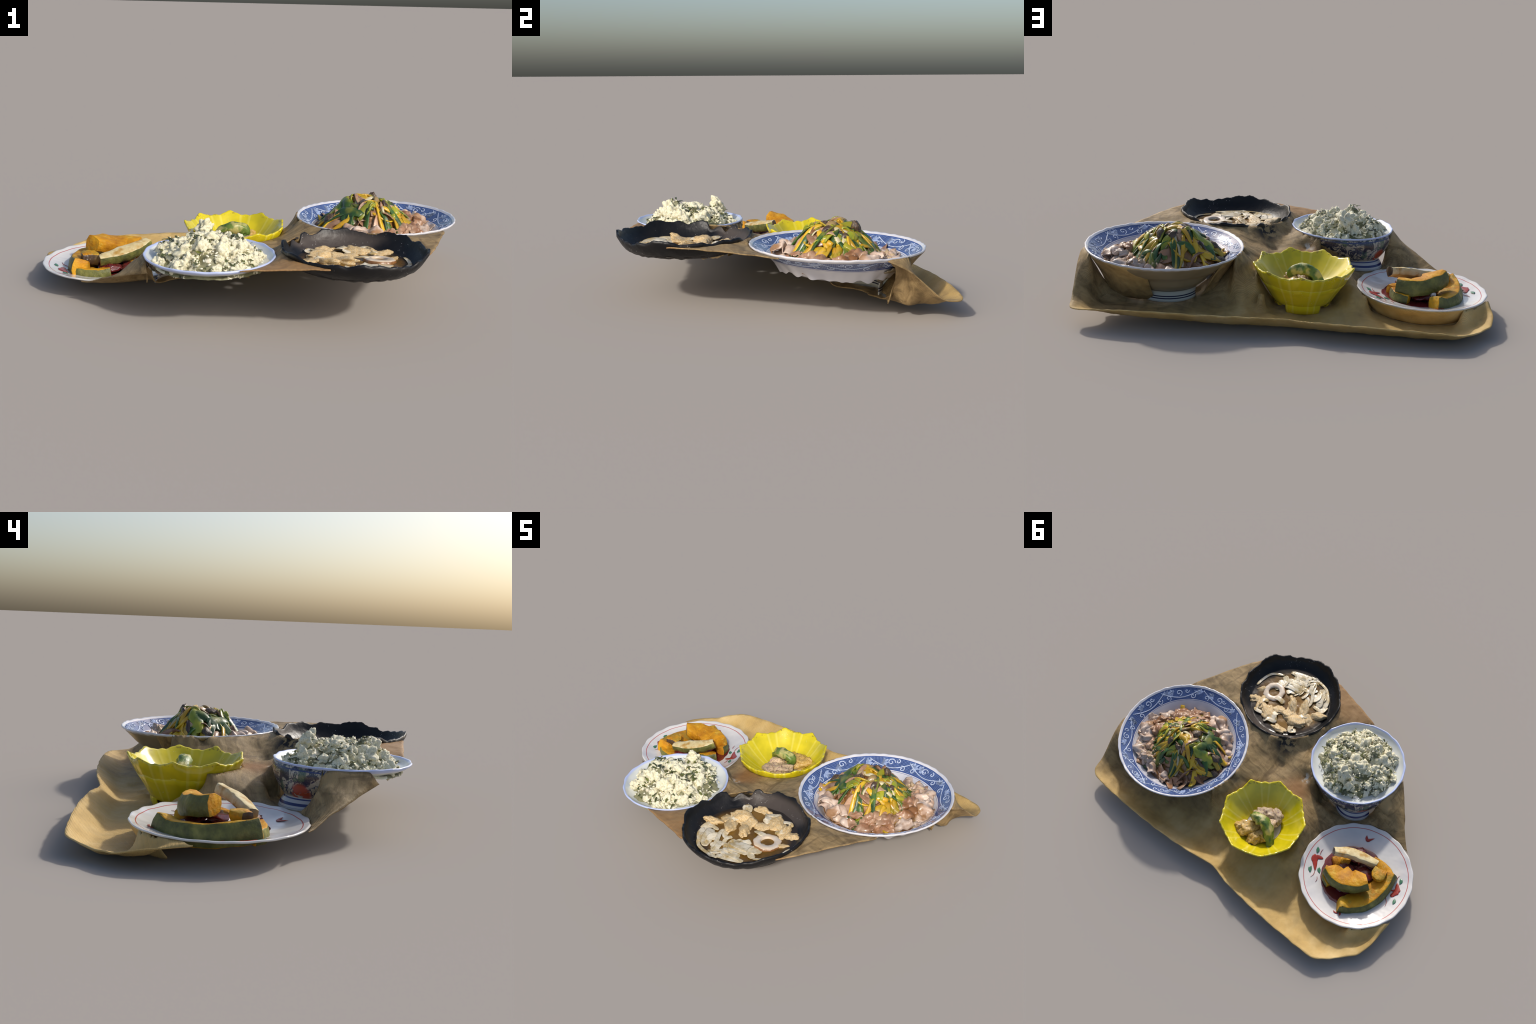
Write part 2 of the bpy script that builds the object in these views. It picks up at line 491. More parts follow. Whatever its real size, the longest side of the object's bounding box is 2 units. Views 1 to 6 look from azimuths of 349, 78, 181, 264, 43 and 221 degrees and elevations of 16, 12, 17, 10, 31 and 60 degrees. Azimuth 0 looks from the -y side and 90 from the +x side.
def solidify(o, t, offset=-1.0):
    m = o.modifiers.new("thickness", "SOLIDIFY")
    m.thickness = t
    m.offset = offset
    return o


def nz(x, y, z=0.0, s=1.0):
    return mnoise.noise(Vector((x * s, y * s, z * s)))


SECTION = [(-0.5, 0.0), (-0.42, 0.5), (0.0, 0.56), (0.42, 0.5), (0.5, 0.0), (0.42, -0.5), (0.0, -0.56), (-0.42, -0.5)]


def ribbon(path, normals, width, thick, curl=0.0, taper=0.55):
    """a soft strip with a rounded section along a path; curl bows it across its width"""
    path, normals = np.asarray(path), np.asarray(normals)
    n = len(path)
    tan = np.gradient(path, axis=0)
    tan /= np.linalg.norm(tan, axis=1)[:, None] + 1e-9
    side = np.cross(tan, normals)
    side /= np.linalg.norm(side, axis=1)[:, None] + 1e-9
    nor = np.cross(side, tan)
    verts, faces = [], []
    m = len(SECTION)
    for i in range(n):
        e = min(i, n - 1 - i)
        k = taper if e == 0 else (0.5 + taper / 2 if e == 1 else 1.0)
        w = (width[i] if hasattr(width, "__len__") else width) * k
        for u, v in SECTION:
            verts.append(path[i] + side[i] * u * w + nor[i] * (v * thick * k + curl * w * (4 * u * u - 0.4)))
    for i in range(n - 1):
        for j in range(m):
            faces.append((i * m + j, i * m + (j + 1) % m, (i + 1) * m + (j + 1) % m, (i + 1) * m + j))
    faces.append(tuple(range(m - 1, -1, -1)))
    faces.append(tuple((n - 1) * m + j for j in range(m)))
    return verts, faces


def blob_mesh(name, seed, amp=0.35, freq=1.8, sub=3, squash=(1, 1, 1), mat=None, crumb=0.0):
    """a lumpy ball of unit radius"""
    import bmesh
    bm = bmesh.new()
    bmesh.ops.create_icosphere(bm, subdivisions=sub, radius=1.0)
    for v in bm.verts:
        p = v.co.copy()
        d = mnoise.noise(p * freq + Vector((seed * 7.3, seed * 3.1, seed))) + 0.5 * mnoise.noise(p * freq * 2.3 + Vector((seed, seed * 5.7, 2)))
        if crumb:
            d += crumb / amp * (0.5 - mnoise.voronoi(p * 5.5 + Vector((seed, 0, 0)))[0][0] * 1.6)
        v.co = Vector((p.x * squash[0], p.y * squash[1], p.z * squash[2])) * (1 + amp * d)
    me = bpy.data.meshes.new(name)
    bm.to_mesh(me)
    bm.free()
    me.polygons.foreach_set("use_smooth", [True] * len(me.polygons))
    if mat:
        me.materials.append(mat)
    return me


def inst(name, me, parent, loc, scale, rot=None):
    o = bpy.data.objects.new(name, me)
    o.scale = scale if hasattr(scale, "__len__") else (scale,) * 3
    o.rotation_euler = rot or (rnd.uniform(0, 6.3), rnd.uniform(0, 6.3), rnd.uniform(0, 6.3))
    return place(o, parent, loc)  # shares its mesh


# ------------------------------------------------------------------ the tray
OUTLINE = [  # free edge of the board: x, y, z, counter-clockwise from the far right corner
    (0.985, 0.605, 0.092), (0.977, 0.655, 0.088), (0.94, 0.688, 0.090), (0.88, 0.698, 0.096), (0.80, 0.702, 0.101), (0.69, 0.709, 0.105), (0.55, 0.711, 0.106),
    (0.374, 0.710, 0.102), (0.25, 0.701, 0.099), (0.12, 0.685, 0.094), (0.04, 0.668, 0.088), (-0.003, 0.661, 0.086), (-0.06, 0.672, 0.086), (-0.14, 0.695, 0.088),
    (-0.354, 0.713, 0.089), (-0.46, 0.718, 0.086), (-0.58, 0.719, 0.083), (-0.70, 0.719, 0.078), (-0.785, 0.714, 0.068), (-0.855, 0.658, 0.058), (-0.905, 0.597, 0.050),
    (-0.962, 0.540, 0.055), (-0.985, 0.455, 0.074), (-0.992, 0.33, 0.086), (-0.997, 0.19, 0.090), (-0.980, 0.08, 0.092), (-0.932, -0.005, 0.094),
    (-0.865, -0.078, 0.096), (-0.795, -0.130, 0.102), (-0.735, -0.190, 0.135), (-0.68, -0.262, 0.165), (-0.618, -0.336, 0.192), (-0.555, -0.408, 0.218), (-0.495, -0.478, 0.245),
    (-0.40, -0.535, 0.262), (-0.28, -0.580, 0.268), (-0.20, -0.590, 0.276), (-0.057, -0.628, 0.285), (0.05, -0.656, 0.290), (0.14, -0.682, 0.296),
    (0.22, -0.62, 0.28), (0.35, -0.55, 0.28), (0.52, -0.52, 0.28), (0.595, -0.535, 0.298), (0.655, -0.450, 0.300), (0.73, -0.315, 0.294),
    (0.80, -0.18, 0.286), (0.845, -0.100, 0.278), (0.84, -0.02, 0.26), (0.86, 0.10, 0.25), (0.93, 0.22, 0.25), (0.968, 0.30, 0.262), (0.996, 0.345, 0.268),
    (0.996, 0.395, 0.245), (0.994, 0.445, 0.215), (0.991, 0.50, 0.165), (0.988, 0.555, 0.115)]

# dish, rim radius, height at which the board meets the wall, angles (deg) between which the wall hangs free above the board,
# radius down to which the board runs on below the free wall, height of the board there, outline of the free wall (radius, height)
SEATS = [  # the last two entries: outline of the free wall (radius, height) and how far its foot leans out (x, y)
    (BLUE, 0.386, 0.277, (34, 158), 0.13, 0.050, ((0.145, 0.075), (0.15, 0.10), (0.20, 0.140), (0.25, 0.174), (0.335, 0.220), (0.386, 0.262)), (-0.03, 0.08)),
    (YELLOW, 0.231, 0.200, (15, 200), 0.09, 0.030, ((0.11, 0.04), (0.146, 0.055), (0.16, 0.078), (0.176, 0.105), (0.194, 0.132), (0.212, 0.160), (0.231, 0.195)), (0, 0)),
    (RICE, 0.275, 0.266, (64, 152), 0.23, 0.098, ((0.16, 0.10), (0.20, 0.15), (0.275, 0.25)), (-0.105, 0.148)),
    (PLATE, 0.320, 0.098, (30, 120), 0.25, 0.012, ((0.26, 0.01), (0.285, 0.05), (0.32, 0.092)), (0, 0)),
    (SOUP, 0.301, 0.292, None, 0, 0, None, None)]

VALLEYS = [  # lines along which the board lies low: points (x, y, z) and half width
    ([(0.88, 0.58, 0.055), (0.76, 0.60, 0.048), (0.6, 0.61, 0.042), (0.3, 0.60, 0.028), (0.0, 0.575, 0.018), (-0.25, 0.585, 0.013), (-0.5, 0.60, 0.012), (-0.72, 0.62, 0.016), (-0.84, 0.59, 0.020)], 0.020),
    ([(-0.37, 0.44, 0.026), (-0.45, 0.49, 0.018), (-0.55, 0.535, 0.014), (-0.67, 0.550, 0.012), (-0.787, 0.540, 0.014), (-0.887, 0.492, 0.024), (-0.953, 0.42, 0.046)], 0.014),
    ([(0.28, 0.46, 0.028), (0.40, 0.46, 0.036), (0.48, 0.480, 0.046), (0.60, 0.490, 0.048), (0.74, 0.48, 0.046), (0.86, 0.47, 0.050)], 0.025),
    ([(0.12, 0.42, 0.032), (0.04, 0.47, 0.022), (-0.08, 0.50, 0.018), (-0.20, 0.47, 0.020), (-0.29, 0.41, 0.03)], 0.035)]

PINS = [  # single places the board passes through: x, y, z, radius
    (0.26, 0.52, 0.020, 0.03), (-0.1, 0.42, 0.023, 0.06), (-0.30, 0.5, 0.014, 0.03), (0.27, 0.38, 0.048, 0.02), (0.115, 0.42, 0.110, 0.015), (0.158, 0.345, 0.17, 0.015), (0.07, 0.48, 0.055, 0.015), (-0.315, 0.35, 0.105, 0.015), (-0.30, 0.39, 0.06, 0.015),
    (-0.095, 0.015, 0.198, 0.03), (-0.105, -0.077, 0.190, 0.02), (0.12, -0.15, 0.245, 0.02), (0.08, -0.05, 0.187, 0.02), (0.18, -0.01, 0.232, 0.02), (-0.46, -0.07, 0.098, 0.02), (-0.36, -0.02, 0.110, 0.02),
    (-0.27, -0.010, 0.165, 0.02), (-0.19, -0.03, 0.182, 0.02), (0.52, -0.14, 0.296, 0.03), (0.63, -0.28, 0.302, 0.03), (0.36, -0.03, 0.280, 0.03), (0.005, -0.42, 0.294, 0.02),
    (0.22, 0.23, 0.238, 0.015), (0.20, 0.14, 0.252, 0.015), (-0.335, 0.29, 0.140, 0.02), (-0.585, -0.20, 0.220, 0.025), (0.02, -0.20, 0.228, 0.02)]


def edge_curve():
    p = np.array(OUTLINE)
    q = np.vstack([p, p[:1]])
    out = []
    for a, b in zip(q[:-1], q[1:]):
        n = max(2, int(np.linalg.norm(b[:2] - a[:2]) / 0.008))
        for i in range(n):
            out.append(a + (b - a) * i / n)
    out = np.array(out)
    for _ in range(3):
        out = (np.roll(out, 1, 0) + 2 * out + np.roll(out, -1, 0)) / 4
    return out


def inside(px, py, poly):
    res = np.zeros(px.shape, bool)
    x, y = poly[:, 0], poly[:, 1]
    j = len(poly) - 1
    for i in range(len(poly)):
        hit = ((y[i] > py) != (y[j] > py)) & (px < (x[j] - x[i]) * (py - y[i]) / (y[j] - y[i] + 1e-12) + x[i])
        res ^= hit
        j = i
    return res


def free_wall(ang, span):
    """1 in the middle of the span of a free wall, 0 outside, soft over 8 degrees"""
    if span is None:
        return np.zeros_like(ang)
    mid, half = (span[0] + span[1]) / 2, (span[1] - span[0]) / 2
    d = np.abs((ang - mid + 180) % 360 - 180)
    return np.clip((half + 8 - d) / 16, 0, 1)


def build_tray():
    edge = edge_curve()
    h = 0.0085
    xs, ys = np.arange(-1.02, 1.03, h), np.arange(-0.74, 0.75, h)
    X, Y = np.meshgrid(xs, ys, indexing="ij")
    Z = np.full(X.shape, 0.12)
    fixed = np.zeros(X.shape, bool)
    # free edge
    for e in edge:
        i, j = int(round((e[0] - xs[0]) / h)), int(round((e[1] - ys[0]) / h))
        if 0 <= i < len(xs) and 0 <= j < len(ys):
            Z[i, j], fixed[i, j] = e[2], True
    under = []
    for c, R, zr, span, r0, zf, prof, lean in SEATS:
        d, a = np.hypot(X - c[0], Y - c[1]), np.degrees(np.arctan2(Y - c[1], X - c[0])) % 360
        w = free_wall(a, span)
        wide = free_wall(a, (span[0] - (6 if c is RICE else 16), span[1] + (4 if c is RICE else 16))) > 0.5 if span else w > 2
        m = (np.abs(d - R) < 0.007) & (w < 0.5)
        Z[m], fixed[m] = zr, True
        m = (d < R) & ~wide
        Z[m], fixed[m] = zr, True
        if span:
            m = (d > r0 - 0.02) & (d < r0 + 0.06) & (free_wall(a, (span[0] + (14 if c is RICE else -10), span[1] - (12 if c is RICE else -10))) > 0.5)
            Z[m], fixed[m] = zf, True
            out = lean[0] * np.cos(np.radians(a)) + lean[1] * np.sin(np.radians(a))
            roof = np.full(X.shape, prof[0][1])
            for (ra, za), (rb, zb) in zip(prof[:-1], prof[1:]):
                lo = ra + out * (prof[-1][1] - za) / (prof[-1][1] - prof[0][1])
                hi = rb + out * (prof[-1][1] - zb) / (prof[-1][1] - prof[0][1])
                roof = np.where(d > lo, za + (zb - za) * np.clip((d - lo) / np.maximum(hi - lo, 1e-3), 0, 1), roof)
            roof = roof - 0.006
            under.append((d < R - 0.004, roof))
    for line, half in VALLEYS:
        for x, y, z in interp(line, 70):
            m = np.hypot(X - x, Y - y) < half
            Z[m], fixed[m] = z, True
    firm = fixed.copy()
    for x, y, z, r in PINS:
        m = np.hypot(X - x, Y - y) < r
        Z[m], fixed[m] = z, True
    free = ~fixed
    for it in range(1500):
        P = np.pad(Z, 1, mode="edge")
        avg = (P[:-2, 1:-1] + P[2:, 1:-1] + P[1:-1, :-2] + P[1:-1, 2:]) / 4
        Z = np.where(free, avg, Z)
        for m, roof in under:
            Z = np.where(m, np.minimum(Z, roof), Z)
    for _ in range(16):
        P = np.pad(Z, 1, mode="edge")
        avg = (P[:-2, 1:-1] + P[2:, 1:-1] + P[1:-1, :-2] + P[1:-1, 2:]) / 4
        Z = np.where(firm & (Z > 0.06), Z, 0.5 * Z + 0.5 * avg)
    keep = inside(X, Y, edge)
    for c, R, zr, span, r0, zf, prof, lean in SEATS:
        d, a = np.hypot(X - c[0], Y - c[1]), np.degrees(np.arctan2(Y - c[1], X - c[0])) % 360
        wide = free_wall(a, (span[0] - (6 if c is RICE else 16), span[1] + (4 if c is RICE else 16))) > 0.5 if span else d < 0
        run = np.interp(a, (60, 110, 145), (0.21, 0.245, 0.262)) if c is RICE else np.interp(a, (24, 48, 75), (0.37, 0.22, 0.14)) if c is BLUE else r0
        keep &= d > np.where(wide, run, R - 0.001)
    idx = -np.ones(X.shape, int)
    use = np.zeros(X.shape, bool)
    quads = []
    for i in range(len(xs) - 1):
        for j in range(len(ys) - 1):
            if keep[i:i + 2, j:j + 2].sum() >= 3:
                quads.append((i, j))
                use[i:i + 2, j:j + 2] = True
    cnt = np.zeros(X.shape, int)
    for i, j in quads:
        cnt[i:i + 2, j:j + 2] += 1
    verts = []
    for i, j in np.argwhere(use):
        idx[i, j] = len(verts)
        x, y, z = X[i, j], Y[i, j], Z[i, j]
        bump = 0.0035 * nz(x, y, 0.0, 16) + 0.002 * nz(x, y, 3.0, 45)
        if cnt[i, j] < 4:
            d = np.hypot(edge[:, 0] - x, edge[:, 1] - y)
            k = int(d.argmin())
            if d[k] < 0.016:
                x, y, z = edge[k]
                y += 0.006 * nz(x, y, 1, 22)
            for c, R, zr, span, r0, zf, prof, lean in SEATS:
                e = math.hypot(x - c[0], y - c[1])
                if abs(e - R) < 0.010 and z > zr - 0.03:
                    x, y, z, bump = c[0] + (x - c[0]) * (R + 0.001) / e, c[1] + (y - c[1]) * (R + 0.001) / e, zr, 0.0
        verts.append((x, y, z + bump))
    faces = [(idx[i, j], idx[i + 1, j], idx[i + 1, j + 1], idx[i, j + 1]) for i, j in quads]
    # even out the cut edge
    count = {}
    for f in faces:
        for p, q in zip(f, f[1:] + f[:1]):
            count[min(p, q), max(p, q)] = count.get((min(p, q), max(p, q)), 0) + 1
    ring = {}
    for (p, q), n in count.items():
        if n == 1:
            ring.setdefault(p, []).append(q)
            ring.setdefault(q, []).append(p)
    V = np.array(verts)
    for _ in range(5):
        W = V.copy()
        for p, nb in ring.items():
            if len(nb) == 2:
                W[p] = 0.5 * V[p] + 0.25 * (V[nb[0]] + V[nb[1]])
        V = W
    verts = V
    root = thing("serving_tray", (0, 0, 0), "ribbed straw-coloured wooden tray, darker between and rising around the dishes", "serving tray")
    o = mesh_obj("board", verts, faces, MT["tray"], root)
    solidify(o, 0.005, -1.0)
    # skirts: places where the board climbs straight up under a rim, closing the gap beside a free wall
    blue_skirt = [(0.386, 0.268), (0.362, 0.232), (0.332, 0.180), (0.308, 0.125), (0.294, 0.085), (0.282, 0.058)]
    rice_skirt = [(0.2745, 0.262), (0.268, 0.225), (0.262, 0.180), (0.260, 0.140), (0.264, 0.100)]
    for c, line, a0, a1, pull in ((BLUE, blue_skirt, 33, 84, 0.10), (BLUE, blue_skirt, 182, 146, 0.05), (RICE, rice_skirt, 40, 84, 0.02), (RICE, rice_skirt[:4], 174, 158, -0.02)):
        pts = interp(line, 16)

        def drape(a, r, z, i, c=c, a0=rad(a0), a1=rad(a1), pull=pull):
            q = (a - a0) / (a1 - a0)
            r -= pull * q * i / 15 + 0.012 * (i / 15) * nz(a * 7, z * 8)
            return (c[0] + r * math.cos(a), c[1] + r * math.sin(a), z)

        o = lathe("skirt", pts, MT["tray"], root, 30, a0, a1, shape=drape)
        recalc(o)
        solidify(o, 0.004, 0.0)
    px, py = PLATE[:2]
    riser = interp([(0.3215, 0.098), (0.312, 0.080), (0.290, 0.046), (0.270, 0.022), (0.258, 0.010)], 12)
    o = lathe("riser", riser, MT["tray"], root, 90, 16, 130, shape=lambda a, r, z, i: (px + (r + 0.006 * nz(a * 4, z * 30)) * math.cos(a), py + (r + 0.006 * nz(a * 4, z * 30)) * math.sin(a), z))
    solidify(o, 0.005, 1.0)


build_tray()


# ------------------------------------------------------------------ blue and white bowl with pork, peppers and onions
def blue_inner(ang, t, lift=0.0, side=1):
    """point on the patterned band: t 0 at its inner edge, 1 at its outer edge"""
    r, z = 0.313 + 0.0605 * t, 0.2285 + 0.0425 * t
    z += (0.010 * math.cos(ang) - 0.016 * math.sin(ang)) * r + 0.012 * max(0.0, -math.sin(ang)) * (1 - t) * 0.85
    r, z = r - 0.575 * lift * side, z + 0.818 * lift * side
    return np.array((r * math.cos(ang), r * math.sin(ang), z))


def band_ribbon(pts, w, side, arc, a_start, lift=0.0016):
    """strip drawn on the band from flat points (s along the band in metres, t across in 0..1)"""
    path, nor = [], []
    for s, t in pts:
        a = a_start + s / 0.345
        path.append(blue_inner(a, t, lift if side > 0 else 0.0068, side))
        nor.append(np.array((-0.575 * math.cos(a), -0.575 * math.sin(a), 0.818)) * side)
    return ribbon(path, nor, w, 0.0012, 0.0, 0.7)


def add(vf, acc):
    v, f = vf
    k = len(acc[0])
    acc[0].extend(v)
    acc[1].extend(tuple(i + k for i in g) for g in f)


def spiral(cs, ct, size, turns, start, flip=1, n=22):
    out = []
    for i in range(n):
        q = i / (n - 1)
        r = size * (1 - 0.85 * q)
        a = start + flip * turns * 2 * PI * q
        out.append((cs + r * math.cos(a), ct + r * math.sin(a) / 0.074))
    return out


def build_blue():
    root = thing("noodle_bowl", BLUE, "wide blue and white bowl heaped with pork, peppers and onion", "bowl of food")
    inner = [(0.0, 0.150), (0.10, 0.150), (0.215, 0.152), (0.255, 0.168), (0.284, 0.204), (0.3125, 0.2285), (0.345, 0.2515), (0.374, 0.272), (0.381, 0.2795), (0.386, 0.2815), (0.3895, 0.278), (0.388, 0.2725)]
    outer = [(0.374, 0.2630), (0.345, 0.2440), (0.3165, 0.2220), (0.288, 0.197), (0.258, 0.160)]
    prof = inner + outer

    def warp(a, r, z, i):
        w = 0.0016 * nz(math.cos(a), math.sin(a), 0, 9) + 0.0004 * math.sin(a * 46)
        k = max(0, (r - 0.3) / 0.086)
        if i == len(prof) - 1:
            z += 0.016 * nz(math.cos(a), math.sin(a), 4, 6)
            r += 0.012 * nz(math.cos(a), math.sin(a), 7, 5)
        z += (0.010 * math.cos(a) - 0.016 * math.sin(a)) * r
        if 2 <= i <= 6 or i >= len(prof) - 4:
            z += 0.012 * max(0.0, -math.sin(a)) * min(1, r / 0.25) * (0.5 if r > 0.33 else 1)
        return ((r + w * k) * math.cos(a), (r + w * k) * math.sin(a), z + w * k * 1.6)

    recalc(lathe("bowl", prof, MT["blue"], root, 216, shape=warp))
    wall = interp([(0.386, 0.266, 0.0), (0.335, 0.222, 0.06), (0.300, 0.198, 0.18), (0.262, 0.182, 0.36), (0.230, 0.165, 0.58), (0.190, 0.138, 0.85), (0.158, 0.118, 0.97), (0.146, 0.108, 1.0), (0.141, 0.085, 1.0), (0.143, 0.054, 1.0)], 26)

    def ragged(a, i):
        d = math.degrees(a)
        lo = (26 if i < 15 else 42) + 8 * nz(i * 0.3, 1.0)
        hi = 168 + 8 * nz(i * 0.3, 5.0)
        return lo < d < hi

    def lean(a, r, z, i):
        q = wall[i][2]
        return (r * math.cos(a) - 0.03 * q, r * math.sin(a) + 0.080 * q, z)

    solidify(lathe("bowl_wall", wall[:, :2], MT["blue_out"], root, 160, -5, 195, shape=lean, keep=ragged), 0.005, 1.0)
    # painted band: swags, curls and leaves, inside all round and outside where the wall is seen from without
    for side in (1, -1):
        scroll, leaves = ([], []), ([], [])
        for k in range(9):
            a0 = rad(14 + 40 * k) + 0.05 * math.sin(k * 2.1)
            mid = math.degrees(a0 + rad(20)) % 360
            if side < 0 and not (mid > 235 or mid < 40):
                continue
            L = rad(40) * 0.345
            swag = [(L * s, 0.97 - 0.80 * math.sin(PI * s) ** 0.8) for s in np.linspace(0.02, 0.98, 28)]
            add(band_ribbon(swag, 0.0050, side, L, a0), scroll)
            for cs, ct, sz, tr, st, fl in ((0.20, 0.26, 0.018, 1.1, 0.4, 1), (0.53, 0.62, 0.022, 1.2, 2.6, -1), (0.85, 0.26, 0.018, 1.1, 2.4, -1), (0.36, 0.72, 0.014, 1.0, 0.9, 1)):
                add(band_ribbon(spiral(L * cs + 0.006 * math.sin(k * 3 + cs * 9), ct + 0.04 * math.sin(k + ct * 7), sz, tr, st + k * 0.3, fl), 0.0050, side, L, a0), scroll)
            for cs, ct, turn, size in ((0.0, 0.52, 0.3 + k, 0.042), (0.70, 0.60, 1.9 + 0.7 * k, 0.034)):
                for lobe in range(5):
                    d = turn + (lobe - 2) * 0.62
                    ln = size * (1.0 if lobe in (1, 2, 3) else 0.75)
                    pts = [(L * cs + ln * q * math.cos(d), ct + ln * q * math.sin(d) / 0.074) for q in np.linspace(0.0, 1.0, 7)]
                    pts = [(s, min(0.96, max(0.05, t))) for s, t in pts]
                    w = [0.004 + 0.011 * math.sin(PI * min(1, q * 1.05)) ** 0.8 for q in np.linspace(0, 1, 7)]
                    path, nor = [], []
                    for s, t in pts:
                        a = a0 + s / 0.345
                        path.append(blue_inner(a, t, 0.0011 if side > 0 else 0.0064, side))
                        nor.append(np.array((-0.575 * math.cos(a), -0.575 * math.sin(a), 0.818)) * side)
                    add(ribbon(path, nor, w, 0.0010, 0, 0.4), leaves)
                    if lobe in (1, 3):
                        add(band_ribbon(pts[2:], 0.0022, side, L, a0, 0.0021), scroll)
        tag = "scroll_pattern"
        mesh_obj(tag, scroll[0], scroll[1], MT["scroll"], root)["kind"] = "stuff"
        mesh_obj(tag.replace("scroll", "leaf"), leaves[0], leaves[1], MT["leafblue"], root)["kind"] = "stuff"

    # the heap
    def bed(x, y):
        """inside of the bowl under the food"""
        r = math.hypot(x, y) + 1e-6
        z = float(np.interp(r, [p[0] for p in inner[:9]], [p[1] for p in inner[:9]]))
        return z + 0.010 * x - 0.016 * y + (0.012 * max(0.0, -y / r) * min(1, r / 0.25) if r > 0.09 else 0.0)

    def heap(x, y):
        return max(bed(x, y) + 0.002, loose(x, y))

    def loose(x, y):
        q = ((x + 0.042) / 0.196) ** 2 + ((y - 0.0) / 0.168) ** 2
        return 0.190 + 0.158 * math.exp(-q ** 1.6) + 0.030 * nz(x, y, 3, 9) * math.exp(-q)

    def slope(x, y):
        e = 0.008
        v = Vector((-(heap(x + e, y) - heap(x - e, y)) / (2 * e), -(heap(x, y + e) - heap(x, y - e)) / (2 * e), 1.0))
        return np.array(v.normalized())

    verts, faces = [(0, 0, heap(0, 0))], []
    RN, AN = 34, 90
    for i in range(1, RN + 1):
        for j in range(AN):
            a = 2 * PI * j / AN
            r = 0.272 * i / RN
            x, y = r * math.cos(a), r * math.sin(a)
            verts.append((x, y, max(bed(x, y) - 0.002, loose(x, y) + 0.010 * nz(x, y, 5, 34) - (0.02 if i > RN - 2 else 0))))
    for j in range(AN):
        faces.append((0, 1 + j, 1 + (j + 1) % AN))
    for i in range(RN - 1):
        for j in range(AN):
            a, b = 1 + i * AN + j, 1 + i * AN + (j + 1) % AN
            faces.append((a, a + AN, b + AN, b))
    mesh_obj("meat_and_onion_heap", verts, faces, MT["mound"], root)

    def strip(name, mat, x, y, head, length, width, thick, lift=0.008, bend=0.0, curl=0.0, n=14, roll=0.0, wave=0.0):
        path, nor = [], []
        px, py, d = x, y, head
        ph = rnd.uniform(0, 6)
        for i in range(n):
            q = i / (n - 1)
            up = slope(px, py)
            z = heap(px, py) + lift + 0.006 * math.sin(PI * q) + wave * math.sin(q * 7 + ph)
            r = math.hypot(px, py)
            if r > 0.265:
                z = max(z, 0.180 + (r - 0.265) * 0.8)
            path.append((px, py, z))
            side = np.array((-math.sin(d), math.cos(d), 0))
            tw = roll + 0.5 * math.sin(q * 3 + ph)
            nor.append(up * math.cos(tw) + side * math.sin(tw))
            px += math.cos(d) * length / (n - 1)
            py += math.sin(d) * length / (n - 1)
            d += bend / (n - 1)
        w = [width * (0.75 + 0.25 * math.sin(PI * (i + 0.5) / n)) for i in range(n)]
        v, f = ribbon(path, nor, w, thick, curl, 0.86)
        return mesh_obj(name, v, f, mat, root)

    # the pieces that stand out, then filling pieces by rule
    for a in ((0.05, 0.06, -1.75, 0.13, 0.026), (0.02, 0.02, -2.35, 0.02, 0.02), (-0.06, 0.10, 1.75, 0.13, 0.027), (-0.10, 0.08, 1.8, 0.15, 0.022), (-0.15, 0.06, 2.0, 0.10, 0.026),
              (-0.19, 0.11, 2.3, 0.10, 0.034), (0.11, -0.06, -0.95, 0.16, 0.042), (0.05, -0.09, -1.3, 0.14, 0.020), (0.0, 0.08, 0.6, 0.13, 0.03), (-0.20, -0.02, 2.8, 0.09, 0.03),
              (-0.02, -0.06, -1.8, 0.15, 0.022), (0.14, 0.03, -0.2, 0.11, 0.028), (0.02, 0.10, 1.2, 0.10, 0.022), (-0.04, 0.02, 2.6, 0.14, 0.024)):
        strip("yellow_pepper_strip", MT["ypep"], a[0], a[1], a[2], a[3], a[4], 0.009, 0.016, rnd.uniform(-0.7, 0.7), 0.12)
    for a in ((0.0, 0.01, -0.9, 0.12, 0.024), (0.03, -0.05, -1.1, 0.13, 0.026), (0.11, -0.02, 0.5, 0.11, 0.024), (-0.05, 0.12, 2.2, 0.11, 0.04), (-0.12, -0.04, -2.2, 0.14, 0.05),
              (-0.07, -0.10, -1.9, 0.12, 0.026), (-0.16, -0.05, 3.0, 0.11, 0.045), (0.07, 0.07, 1.0, 0.10, 0.022), (-0.20, 0.03, 2.4, 0.08, 0.04), (0.16, -0.02, -0.4, 0.09, 0.02)):
        strip("green_pepper_strip", MT["gpep"], a[0], a[1], a[2], a[3], a[4], 0.009, 0.018, rnd.uniform(-0.7, 0.7), 0.16)
    # big curled pepper petals on the left shoulder
    for x, y, hd, ln, w, m in ((-0.10, -0.12, 2.2, 0.12, 0.085, "gpep"), (-0.13, 0.02, 2.9, 0.11, 0.075, "lime"), (-0.16, -0.04, 1.4, 0.10, 0.06, "lime"), (0.12, 0.0, 0.9, 0.08, 0.05, "lime")):
        strip("pepper_petal", MT[m], x, y, hd, ln, w, 0.007, 0.020, 0.5, -0.22, 16)

    def fill(name, mat, count, wr, lr, spread, lift, thick=0.008, curl=0.12):
        for _ in range(count):
            a, r = rnd.uniform(0, 2 * PI), spread * math.sqrt(rnd.random())
            x, y = r * math.cos(a) * 1.1 - 0.02, r * math.sin(a) * 0.9
            hd = math.atan2(y, x) + rnd.gauss(0, 0.9) if rnd.random() < 0.5 else rnd.uniform(0, 2 * PI)
            strip(name, mat, x, y, hd, rnd.uniform(*lr), rnd.uniform(*wr), thick, lift + rnd.uniform(-0.004, 0.006), rnd.uniform(-2.3, 2.3), rnd.uniform(-curl, curl), 12, rnd.uniform(-0.6, 0.6), 0.005)
